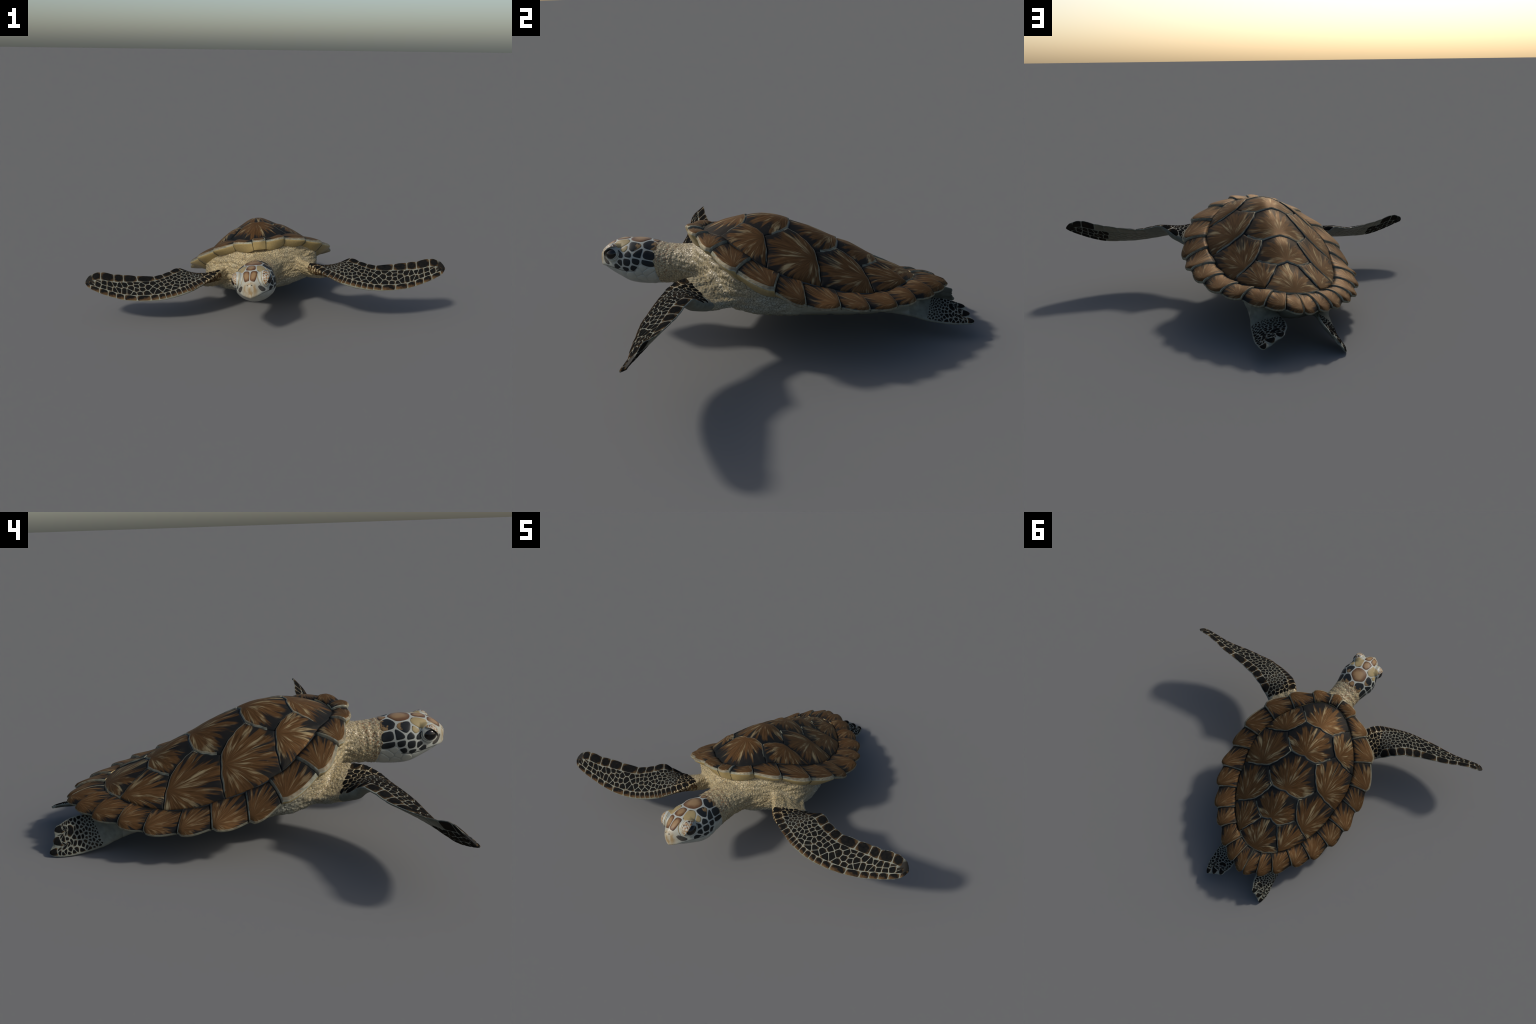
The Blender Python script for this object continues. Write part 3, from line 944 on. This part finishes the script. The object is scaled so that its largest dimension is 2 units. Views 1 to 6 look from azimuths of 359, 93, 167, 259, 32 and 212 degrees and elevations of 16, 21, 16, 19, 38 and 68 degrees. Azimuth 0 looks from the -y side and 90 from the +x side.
# leather: cobbled scales, rings round the neck, long folds over the shoulders
leather = smooth(-.088, -.125, F_all) * smooth(.40, .30, np.abs(co[:, 0])) * smooth(.0, -.12, co[:, 1])
disp = np.zeros(nv)
idx = np.nonzero((leather > .01) | (reg >= 5) & (co[:, 1] < .5))[0]
for i in idx:
    p = Vector(co[i]); L = leather[i]
    if L > .01:
        q = p + Vector(noise.noise_vector(p * 30)) * 0.008
        ds = noise.voronoi(Vector((q.x * 66, q.y * 66, q.z * 66)))[0]
        cob = min(1.0, (ds[1] - ds[0]) * 2.2) - 0.6
        ring = noise.noise(Vector((p.x * 14, F_all[i] * 72, p.z * 10)))
        fold = noise.noise(Vector((p.x * 18 + p.z * 30, p.y * 18, p.z * 55)) + Vector(noise.noise_vector(p * 12)) * .6)
        nk = smooth(-.235, -.19, F_all[i])
        disp[i] += L * (0.0026 * cob + nk * 0.0024 * ring + (1 - nk) * 0.0065 * fold)
    else:
        disp[i] += 0.0015 * noise.noise(Vector((p.x * 22, p.y * 60, p.z * 22)))
# throat wattle, uneven underside of the neck
thr = smooth(-.05, -.10, F_all) * smooth(-.25, -.2, F_all) * smooth(-.06, -.10, co[:, 2])
disp += thr * 0.004 * np.array([noise.noise(Vector((F * 40, x * 20, 3.0))) if t > 0 else 0 for F, x, t in zip(F_all, X_all, thr)])
# mouth: the beak overhangs the lower jaw along a line running back to the corner
mouthF = np.array([.18, .165, .13, .09, .05, .013, -.03]); mouthZ = np.array([-.033, -.029, -.022, -.024, -.030, -.032, -.030])
mz = np.interp(F_all, mouthF[::-1], mouthZ[::-1])
inhead = (reg == 2) & (F_all > -.03)
dz = co[:, 2] - mz
jaw = inhead * smooth(0.002, -0.004, dz) * smooth(-.03, .03, F_all) * smooth(-.085, -.05, dz)
disp -= jaw * 0.0045 * smooth(0.0, .10, F_all)
disp -= inhead * np.exp(-(dz / .0028) ** 2) * 0.0030 * smooth(-.03, .01, F_all)
disp += inhead * smooth(.11, .16, F_all) * np.exp(-((dz - .012) / .010) ** 2) * 0.0025
disp += inhead * smooth(.135, .165, F_all) * np.exp(-(X_all / .008) ** 2) * 0.0028
co = co + nrm * disp[:, None]
co = np.asarray(co)
nrm = vnormals(co)

# split by region; every part keeps the whole body's normals
PARTS = [('torso', 0, M_SKIN_TAN), ('neck', 1, M_SKIN_TAN), ('head', 2, M_HEAD), ('foreflipper', 3, M_LINE), ('foreflipper', 4, M_LINE), ('hind_flipper', 5, M_LINE), ('hind_flipper', 6, M_LINE), ('tail', 7, M_SKIN_PALE)]
pl = [tuple(p.vertices) for p in body.polygons]
cen = np.array([co[list(p)].mean(0) for p in pl])
preg = region(cen)
BVH = BVHTree.FromPolygons([tuple(v) for v in co], pl)
wco = W(co); wn = nrm @ BODY_R.T
part_obj = {}
low = wco[:, 2].min()
for nm, k, mat in PARTS:
    fs = [pl[i] for i in np.nonzero(preg == k)[0]]
    used = np.unique(np.concatenate([np.array(f) for f in fs])); mp = {int(a): i for i, a in enumerate(used)}
    mats = (mat, M_SKIN_TAN); fc = cen[preg == k]; fm = np.zeros(len(fs), int)
    if k in (3, 4): fm[(np.abs(fc[:, 0]) < .345 + .25 * (fc[:, 1] + .56))] = 1
    ob = mesh_obj(nm, wco[used], [tuple(mp[i] for i in f) for f in fs], turtle, mats, fm)
    ob.data.normals_split_custom_set_from_vertices([tuple(n) for n in wn[used]])
    part_obj[k] = ob


def snap(p, h, toward=None):
    """nearest point of the finished skin, lifted by h"""
    q, n, i, d = BVH.find_nearest(Vector(p))
    if toward is not None and n.dot(Vector(toward)) < 0: n = Vector(toward)
    return np.array(q) + np.array(n) * h, np.array(n)


# ------------------------------------------------------------------ scale cells
def clip_poly(poly, a, c):
    """keep the part of poly with a.p <= c"""
    out = []
    for i in range(len(poly)):
        p, q = poly[i - 1], poly[i]
        dp, dq = a @ p - c, a @ q - c
        if dp <= 0: out.append(p)
        if (dp < 0 < dq) or (dq < 0 < dp): out.append(p + (q - p) * dp / (dp - dq))
    return out


def cells(sites, box, wts=None, reach=1e9):
    w = np.zeros(len(sites)) if wts is None else np.asarray(wts)
    res = []
    for i, s in enumerate(sites):
        poly = [np.array(b, float) for b in ((box[0], box[2]), (box[1], box[2]), (box[1], box[3]), (box[0], box[3]))]
        for j, t in enumerate(sites):
            if i == j or not len(poly): continue
            if np.linalg.norm(t - s) > reach: continue
            a = 2 * (t - s); c = t @ t - s @ s + w[i] - w[j]
            poly = clip_poly(poly, a, c)
        res.append(np.array(poly))
    return res


def round_poly(p, gap, it=2, n=26):
    """inset and round a convex cell"""
    if len(p) < 3: return None
    c = area_centroid(p); d = p - c; L = np.linalg.norm(d, axis=1)[:, None]
    if not np.isfinite(c).all() or L.min() < 1e-6: return None
    p = c + d * np.clip(1 - gap * 1.25 / L, 0.15, 1)
    for _ in range(it):
        q = np.roll(p, -1, 0)
        p = np.stack([p * .80 + q * .20, p * .20 + q * .80], 1).reshape(-1, 2)
    return resample(p, n)


RINGS = ((1.0, -0.0010), (0.95, 0.0006), (0.84, 0.0013), (0.6, 0.0016), (0.3, 0.0017))


def scale_mesh(to3d, poly, height=1.0):
    """rounded scale on the skin: rings from its border inward. returns verts, faces, normal"""
    c = area_centroid(poly); n = len(poly)
    flat = np.vstack([c + (poly - c) * s_ for s_, _ in RINGS] + [c[None]])
    hs = np.r_[np.repeat([h for _, h in RINGS], n), 0.0017] * height
    P, T = to3d(flat)
    V = np.empty_like(P); N = np.zeros(3)
    for i in range(len(P)):
        V[i], nn = snap(P[i], hs[i], T[i]); N += nn
    f = []
    for r in range(len(RINGS) - 1):
        for i in range(n): f.append((r * n + i, r * n + (i + 1) % n, (r + 1) * n + (i + 1) % n, (r + 1) * n + i))
    k = (len(RINGS) - 1) * n
    for i in range(n): f.append((k + i, k + (i + 1) % n, len(RINGS) * n))
    N /= np.linalg.norm(N); cc = V[-1]
    if np.dot(np.cross(V[0] - cc, V[1] - cc), N) < 0: f = [q[::-1] for q in f]
    return V, f, N


def add_scale(name, V, f, N, along, parent, mat):
    c = V.mean(0); x = along - N * (along @ N); x /= np.linalg.norm(x); y = np.cross(N, x)
    M = frame_matrix(W(c), BODY_R @ x, BODY_R @ y, BODY_R @ N)
    ob = mesh_obj(name, to_local(M, W(V)), f, None, (mat,), None, M)
    ob.parent = parent
    return ob


def add_stuff(name, items, parent, mat):
    vs, fs, o = [], [], 0
    for V, f in items: vs.append(W(V)); fs += [tuple(i + o for i in q) for q in f]; o += len(V)
    if not vs: return
    ob = mesh_obj(name, np.vstack(vs), fs, parent, (mat,)); ob['kind'] = 'stuff'


def poisson(n_try, dens, inside, seed):
    r = np.random.default_rng(seed); pts = []
    for _ in range(n_try):
        p = r.random(2); q = inside(p)
        if q is None: continue
        d = dens(q) * (0.72 + 0.85 * r.random() ** 1.3)
        if all((q[0] - t[0]) ** 2 + (q[1] - t[1]) ** 2 > min(d, t[2]) ** 2 for t in pts): pts.append((q[0], q[1], d))
    return np.array([t[:2] for t in pts])


def fore_layout():
    """scale layout of the foreflipper in (length along the blade, distance from the leading edge)"""
    B = blades[('fore', 1)]
    us = np.linspace(0, B.n, 400)
    le, te = B.edges(us); m = (le + te) / 2
    arc = np.r_[0, np.cumsum(np.linalg.norm(np.diff(m, axis=0), axis=1))]
    ch = np.linalg.norm(te - le, axis=1)
    A = lambda u: np.interp(u, us, arc); U = lambda a: np.interp(a, arc, us); C = lambda u: np.interp(u, us, ch)
    out = []
    u0, u1 = 1.20, 13.0
    dT = lambda u: np.minimum(0.052 * smooth(1.5, 2.6, u) * smooth(14.5, 10.8, u) + 0.004, 0.44 * C(u))
    dL = lambda u: np.minimum(0.40 * C(u), 0.046 * smooth(6.5, 2.5, u) + 0.036 * smooth(2.5, 6.5, u) - 0.012 * smooth(10.5, 12.5, u))
    # leading-edge row
    brk = [1.40, 2.0, 2.55, 3.05, 3.5, 3.9, 4.3, 4.7, 5.0, 5.42, 5.8, 6.2, 6.6, 7.05, 7.5, 8.25, 9.0, 9.7, 10.4, 11.1, 11.9, 13.0]
    for a, b in zip(brk[:-1], brk[1:]):
        n = 7; uu = np.linspace(a, b, n)
        lo = np.column_stack([uu, 0.002 - 0.040 * smooth(5.2, 2.5, uu)]); hi = np.column_stack([uu[::-1], dL(uu[::-1]) * (0.88 + 0.14 * np.sin(np.pi * (uu[::-1] - a) / (b - a)))])
        out.append(('lead', np.vstack([lo, hi])))
    for a, b in zip(TE_BREAKS[:-1], TE_BREAKS[1:]):
        n = 8; uu = np.linspace(a, b, n); cc = C(uu)
        far = np.column_stack([uu, cc - 0.002]); near = np.column_stack([uu[::-1], cc[::-1] - dT(uu[::-1]) * (0.90 + 0.10 * np.sin(np.pi * (uu[::-1] - a) / (b - a)))])
        out.append(('trail', np.vstack([near[::-1], far[::-1]])))
    # middle field, cells small at the wrist and larger toward the tip

    def inside(p):
        u = u0 + (u1 - 0.6 - u0) * p[0]; b = p[1] * 0.2
        if b < dL(u) * .97 + .005 or b > C(u) - dT(u) * 0.95 - .005: return None
        if u < u0 + .25: return None
        return (A(u), b)

    def dens(q):
        u = U(q[0])
        return 0.0275 - 0.0100 * math.exp(-((u - 3.2) / 1.3) ** 2) + 0.006 * smooth(5, 7, u) + 0.012 * smooth(9.5, 12, u)
    S = poisson(14000, dens, inside, 11)
    S = np.array([q for q in S if U(q[0]) < 10.9])
    tips = [(11.15, .60), (11.2, .40), (11.8, .55), (11.9, .38), (12.45, .50), (12.85, .5)]
    S = np.vstack([S, [(A(u), v * C(u)) for u, v in tips]])
    real = len(S)
    gh = []                            # unbuilt mirror cells make the field end exactly on both border rows
    for q in S:
        u = U(q[0])
        for line in (dL(u) * .97, C(u) - dT(u) * .95):
            if abs(q[1] - line) < .035: gh.append((q[0], 2 * line - q[1]))
    S = np.vstack([S, gh])
    r_ = np.random.default_rng(3)      # unbuilt cells give the field a ragged inner border
    S = np.vstack([S, [(A(u0) + .012 * r_.random() - .004, b) for b in np.arange(0.0, .2, .011)]])
    box = (A(u0) - .01, A(u1), 0.0, 0.25)
    for poly in cells(S, box, None, 0.09)[:real]:
        if len(poly) < 3: continue
        dn = []
        for i in range(len(poly)):
            for t in np.linspace(0, 1, 5, endpoint=False): dn.append(poly[i] * (1 - t) + poly[(i + 1) % len(poly)] * t)
        dn = np.array(dn); u = U(dn[:, 0])
        lo, hi = dL(u) * 0.97, C(u) - dT(u) * 0.95
        b = np.clip(dn[:, 1], lo, np.maximum(hi, lo + 1e-4))
        hi = None
        out.append(('mid', np.column_stack([u, b])))
    res = []
    for kind, p in out:
        q = np.column_stack([A(p[:, 0]), p[:, 1]])
        gap = 0.0012 if kind != 'mid' else 0.0011
        try: r = round_poly(q, gap, 2, 30 if kind != 'mid' else 22)
        except Exception: r = None
        if r is None or not np.isfinite(r).all(): continue
        x, y = r[:, 0], r[:, 1]
        ar = abs((x * np.roll(y, -1) - np.roll(x, -1) * y).sum()) / 2
        per = np.linalg.norm(r - np.roll(r, -1, 0), axis=1).sum()
        if ar < 2.2e-5 or ar / per ** 2 < 0.030: continue
        res.append((kind, np.column_stack([U(r[:, 0]), r[:, 1] / C(U(r[:, 0]))]), ar))
    return res


FL = fore_layout()
for s in (1, -1):
    B = blades[('fore', s)]; par = part_obj[3 if s > 0 else 4]
    big = sorted(FL, key=lambda t: -t[2])[:112]; lim = big[-1][2]
    small, black, fade = [], [], []
    for kind, uv, ar in FL:
        def to3(p, up=1):
            u = np.clip(p[:, 0], 0, B.n); v = np.clip(p[:, 1], -1, 1); w = np.abs(v)
            le, te = B.edges(u); out = (le - te) / (np.linalg.norm(le - te, axis=1, keepdims=True) + 1e-9)
            n = B.normal(u, w) * up; sg = np.where(v < 0, -1.0, 1.0)[:, None]
            P = np.where(sg > 0, B.surf(u, w, up), B.surf(u, w, -up))
            t = smooth(.02, .14, w)[:, None]
            return P, n * sg * t + out * (1 - t)
        V, f, N = scale_mesh(to3, uv)
        c = area_centroid(uv)
        if ar >= lim:
            le, te = B.edges(np.array(c[0])); al = te - le
            lead = le - te
            x = np.cross(lead, N)
            add_scale('flipper_scale', V, f, N, x, par, M_SCALE_EDGE if kind == 'lead' else M_SCALE)
        else: small.append((V, f))
        if c[0] > 6.2 and kind != 'lead' or c[0] > 8.5:        # underside carries the same scales, faded inboard and black toward the tip
            V2, f2, N2 = scale_mesh(lambda p: to3(np.abs(p), -1), c + (uv - c) * 0.97)
            (black if c[0] > 8.8 and kind != 'trail' or c[0] > 10.2 else fade).append((V2, f2))
    add_stuff('small_flipper_scales', small, par, M_SCALE_BLACK)
    add_stuff('underside_scales', black, par, M_SCALE_BLACK)
    add_stuff('faded_underside_scales', fade, par, M_SCALE_FADE)


def hind_layout():
    B = blades[('hind', 1)]
    Lg, Wd = 0.30, 0.14
    out = []
    toes = [((5.75, .12), (.45, .10)), ((5.6, .47), (.42, .095)), ((5.55, .84), (.5, .125)), ((4.25, .66), (.42, .12))]
    S, Wt = [], []
    for (u, v), (du, dv) in toes: S.append((u * .065, v * Wd)); Wt.append(5.5e-4)
    edge = [(3.1, .05), (3.6, .05), (4.1, .05), (4.55, .06), (5.0, .06), (3.3, .95), (3.95, .95), (4.7, .95), (4.9, .82)]
    for u, v in edge: S.append((u * .065, v * Wd)); Wt.append(0.6e-4)
    k = len(S)

    def inside(p):
        u = 2.30 + 3.3 * p[0]; v = .06 + .88 * p[1]; q = np.array([u * .065, v * Wd])
        for t, w in zip(S[:k], Wt[:k]):
            if np.linalg.norm(q - np.array(t)) < (0.0245 if w > 1e-4 else .013): return None
        return tuple(q)
    P = poisson(6000, lambda q: 0.0125 + 0.0125 * smooth(.17, .28, q[0]), inside, 5)
    S = S + [tuple(p) for p in P]; real = len(S)
    r_ = np.random.default_rng(4)
    S = np.array(S + [(2.16 * .065 + .008 * r_.random(), b) for b in np.arange(0, .15, .009)]); Wt = np.array(Wt + [0] * (len(S) - len(Wt)))
    res = []
    for i, poly in enumerate(cells(S, (2.0 * .065, 6.0 * .065, .03 * Wd, .97 * Wd), Wt, .12)[:real]):
        if len(poly) < 3: continue
        r = round_poly(poly, 0.0022, 2, 22)
        if r is None: continue
        x, y = r[:, 0], r[:, 1]; ar = abs((x * np.roll(y, -1) - np.roll(x, -1) * y).sum()) / 2
        if ar < 8e-6: continue
        res.append((np.column_stack([r[:, 0] / .065, r[:, 1] / Wd]), ar))
    return res


HL = hind_layout()
for s in (1, -1):
    B = blades[('hind', s)]; par = part_obj[5 if s > 0 else 6]
    lim = sorted((a for _, a in HL), reverse=True)[min(37, len(HL) - 1)]
    small = []
    for uv, ar in HL:
        def to3(p, up=1):
            u = np.clip(p[:, 0], 0, B.n); v = np.clip(p[:, 1], 0, 1)
            return B.surf(u, v, up), B.normal(u, v) * up
        V, f, N = scale_mesh(to3, uv)
        if ar >= lim:
            le, te = B.edges(np.array(uv[:, 0].mean()))
            add_scale('flipper_scale', V, f, N, np.cross(le - te, N), par, M_SCALE)
        else: small.append((V, f))
    add_stuff('small_flipper_scales', small, par, M_SCALE_BLACK)

# ------------------------------------------------------------------ head scutes
HR = 0.098      # unrolling radius of the head chart: (F, arc from the crown)
mid_sites = [((.062, 0), 'brown', 2.0e-4), ((-.026, 0), 'brown', 16e-4), ((-.106, 0), 'brown', 1.0e-4)]
side_sites = [((.124, 12), 'brown', 2.0e-4), ((.052, 31), 'tan', 4.0e-4), ((-.012, 46), 'patch', 3.2e-4), ((-.086, 28), 'patch', 6.0e-4),
              ((.030, 52), 'tan', 0.0), ((.012, 64), 'black', 1.4e-4), ((-.032, 62), 'black', 1.9e-4), ((-.076, 66), 'black', 2.2e-4),
              ((.016, 82), 'black', 2.4e-4), ((-.026, 80), 'black', 0.5e-4), ((-.070, 84), 'black', 0.6e-4),
              ((.046, 66), 'black', 0.3e-4), ((.048, 82), 'black', 0.3e-4), ((.066, 97), 'black', 0.4e-4), ((.020, 98), 'black', 0.0), ((-.016, 96), 'black', 0.0),
              ((-.056, 99), 'cheek', 0.0), ((-.036, 109), 'cheek', 0.8e-4), ((-.070, 112), 'cheek', 0.8e-4), ((.0, 116), 'cheek', 2.0e-4), ((-.044, 126), 'cheek', 1.5e-4), ((-.085, 126), 'cheek', 1.0e-4),
              ((.090, 66), 'eye', 7.0e-4), ((.140, 45), 'none', 2e-4), ((.115, 100), 'none', 4e-4), ((.180, 12), 'none', 2e-4), ((.05, 112), 'none', 3e-4), ((.03, 140), 'none', 4e-4), ((-.02, 142), 'none', 3e-4), ((.118, 40), 'none', 0.5e-4)]
sites, kinds, wts = [], [], []
for (F, a), k, w in mid_sites: sites.append((F, 0.0)); kinds.append(k); wts.append(w)
for (F, a), k, w in side_sites:
    for s in (1, -1): sites.append((F, s * math.radians(a) * HR)); kinds.append(k); wts.append(w)
sites = np.array(sites)


def head3(P):
    r = [head1(p) for p in P]
    return np.array([a for a, b in r]), np.array([b for a, b in r])


def head1(p):
    F, th = float(p[0]), float(p[1]) / HR
    d = HX * math.sin(th) + np.array([0, 0, math.cos(th)])
    if F > 0.10: d = d + HF * (F - 0.10) * 12; d /= np.linalg.norm(d)
    o = head_to_body(0.0, min(F, 0.10) if F > .10 else F, -0.005)
    o = head_to_body(0.0, F if F < .10 else .10 + (F - .10) * .35, -0.005)
    hit = BVH.ray_cast(Vector(o), Vector(d))
    if hit[0] is None: return o + d * .1, d
    return np.array(hit[0]), d


HM = {'brown': M_HS_BROWN, 'tan': M_HS_TAN, 'black': M_HS_BLACK, 'patch': M_HS_PATCH, 'cheek': M_CHEEK}
head = part_obj[2]
for i, poly in enumerate(cells(sites, (-.112, .162, -HR * 2.5, HR * 2.5), wts)):
    k = kinds[i]
    if k in ('eye', 'none') or len(poly) < 3: continue
    gap = {'cheek': 0.0007, 'black': 0.0030, 'brown': .0020}.get(k, 0.0020)
    r = round_poly(poly, gap, 2, 40)
    if r is None: continue
    V, f, N = scale_mesh(head3, r, 0.8)
    ob = add_scale('cheek_scale' if k == 'cheek' else 'head_scute', V, f, N, HF, head, HM[k])

# eyes: ball, spotted upper lid, pale lower lid folds, socket rim
def eye_pt(s, a, b, c): return EYE[s] + EYE_AX[s] @ np.array([a, b, c])


def tube(path, rad, n=10, close=False):
    P = np.array(path); m = len(P); V, f = [], []
    for i in range(m):
        t = (P[(i + 1) % m] - P[i - 1]) if close else (P[min(i + 1, m - 1)] - P[max(i - 1, 0)])
        t /= np.linalg.norm(t); a = np.cross(t, [0.31, 0.2, 0.93]); a /= np.linalg.norm(a); b = np.cross(t, a)
        r = rad[i] if hasattr(rad, '__len__') else rad
        for j in range(n):
            q = 2 * math.pi * j / n; V.append(P[i] + (a * math.cos(q) + b * math.sin(q)) * r)
    rng_ = m if close else m - 1
    for i in range(rng_):
        for j in range(n): f.append((i * n + j, i * n + (j + 1) % n, ((i + 1) % m) * n + (j + 1) % n, ((i + 1) % m) * n + j))
    if not close: f.append(tuple(range(n))[::-1]); f.append(tuple((m - 1) * n + j for j in range(n)))
    return np.array(V), f


for s in (1, -1):
    V, f = ellipsoid(eye_pt(s, .012, .002, -.007), EYE_AX[s], (.0225, .0305, .0265), 28)
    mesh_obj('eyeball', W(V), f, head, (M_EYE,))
    # upper lid: part of a larger ellipsoid above a tilted slit
    n = 30; V, f = [], []
    ax = np.array([-.34, .22, .90]); ax /= np.linalg.norm(ax)
    e1 = np.cross(ax, [1, 0, 0]); e1 /= np.linalg.norm(e1); e2 = np.cross(ax, e1)
    for i in range(n + 1):
        ph = math.radians(80 - 79 * i / n)
        for j in range(2 * n):
            az = math.pi * j / n
            p = ax * math.cos(ph) + (e1 * math.cos(az) + e2 * math.sin(az)) * math.sin(ph)
            p = p * np.array([.0300, .0400, .0430])
            V.append(eye_pt(s, .0085 + p[0], .001 + p[1], -.007 + p[2]))
    for i in range(n):
        for j in range(2 * n): f.append((i * 2 * n + j, i * 2 * n + (j + 1) % (2 * n), (i + 1) * 2 * n + (j + 1) % (2 * n), (i + 1) * 2 * n + j))
    lid = mesh_obj('upper_eyelid', W(np.array(V)), f, head, (M_LID,))
    sol = lid.modifiers.new('thick', 'SOLIDIFY'); sol.thickness = 0.003
    for k, (ry, rz, rad, a) in enumerate(((.0315, .0255, .0026, .0175), (.0370, .0315, .0030, .0125), (.0430, .0375, .0032, .0050))):
        path = [eye_pt(s, a - .004 * math.cos(2 * q) * 0, ry * math.cos(q), -.006 + rz * math.sin(q)) for q in np.linspace(math.pi * 0.94, math.pi * 2.06, 40)] if k < 2 else \
               [eye_pt(s, a, ry * math.cos(q), -.004 + rz * math.sin(q)) for q in np.linspace(math.pi * 0.80, math.pi * 2.15, 50)]
        rr = [rad * (0.5 + 0.5 * math.sin(math.pi * t)) for t in np.linspace(0.05, 0.95, len(path))]
        V, f = tube(path, rr)
        mesh_obj('lower_eyelid_fold', W(V), f, head, (M_CHEEK,))
    # brow folds arching over the lid, tan between pale
    for k, (ry, rz, a, rad, mt) in enumerate(((.0415, .0455, .0, .0022, M_HS_TAN), (.0470, .0520, -.006, .0024, M_CHEEK), (.0520, .0580, -.012, .0020, M_HS_TAN))):
        path = [snap(eye_pt(s, a, ry * math.cos(q), -.004 + rz * math.sin(q)), -0.0006)[0] for q in np.linspace(math.radians(-8), math.radians(118 - 14 * k), 40)]
        V, f = tube(path, [rad * math.sin(math.pi * t) ** .6 for t in np.linspace(.04, .96, 40)])
        mesh_obj('brow_fold', W(V), f, head, (mt,))
    # flat dark lens added on the snout skin in place of an opening
    q, nn = snap(head_to_body(s * .0125, .170, .040), 0.0, HF)
    ax = np.stack([np.cross(nn, [0, 0, 1]) / np.linalg.norm(np.cross(nn, [0, 0, 1])), np.cross(nn, np.cross(nn, [0, 0, 1])), nn], 1)
    V, f = ellipsoid(q, ax, (.0032, .0042, .0012), 14)
    mesh_obj('nostril_dark_lens', W(V), f, head, (M_DARK,))
    # dark smudge on the beak below the eye
    pts = [(F, s * HR * math.radians(a)) for F, a in ((.158, 52), (.154, 74), (.140, 92), (.116, 97), (.108, 90), (.122, 74), (.142, 52))]
    r = round_poly(np.array(pts), 0.0, 2, 36)
    V, f, N = scale_mesh(head3, r, 0.8)
    add_scale('beak_patch', V, f, N, HF, head, M_SMUDGE)

# thin dark tube added along the jaw groove to draw the mouth
line = []
for s_, Fr in ((1, np.linspace(-.030, .160, 40)), (-1, np.linspace(.160, -.030, 40))):
    for F in Fr:
        z = float(np.interp(F, mouthF[::-1], mouthZ[::-1]))
        hit = BVH.ray_cast(Vector(head_to_body(0.0, min(F, .12), z)), Vector(HX * s_ + HF * (0 if F < .12 else (F - .12) * 16)))
        if hit[0] is not None: line.append(np.array(hit[0]))
V, f = tube(np.array(line), 0.0011, 8)
mesh_obj('mouth_dark_tube', W(V), f, head, (M_DARK,))

# ------------------------------------------------------------------ plastron plates
plastron = bpy.data.objects.new('plastron', None)
bpy.context.collection.objects.link(plastron); plastron.parent = turtle
py = [-.36, -.29, -.19, -.07, .06, .18, .29]
pw = [.10, .20, .235, .215, .190, .160, .115]
for s in (1, -1):
    for i in range(len(py) - 1):
        nA, nB = 14, 18; V, f = [], []
        for a in range(nA + 1):
            y = py[i] + 0.0015 + (py[i + 1] - py[i] - .003) * a / nA
            w = float(spline(py, pw, np.array(y)))
            for b in range(nB + 1):
                x = 0.0012 + (w - .002) * b / nB
                hit = BVH.ray_cast(Vector((s * x, y, -.5)), Vector((0, 0, 1)))
                z = hit[0].z if hit[0] is not None else -.2
                e = min(a, nA - a, b + 2, nB - b) / 2.0
                V.append((s * x, y, z - 0.0045 * min(1.0, e) - (0.0 if e else -0.002)))
        m = nB + 1
        for a in range(nA):
            for b in range(nB):
                q = (a * m + b, a * m + b + 1, (a + 1) * m + b + 1, (a + 1) * m + b)
                f.append(q[::-1] if s > 0 else q)
        mesh_obj('plastron_plate', W(np.array(V)), f, plastron, (M_PLASTRON,))
bpy.data.meshes.remove(body)
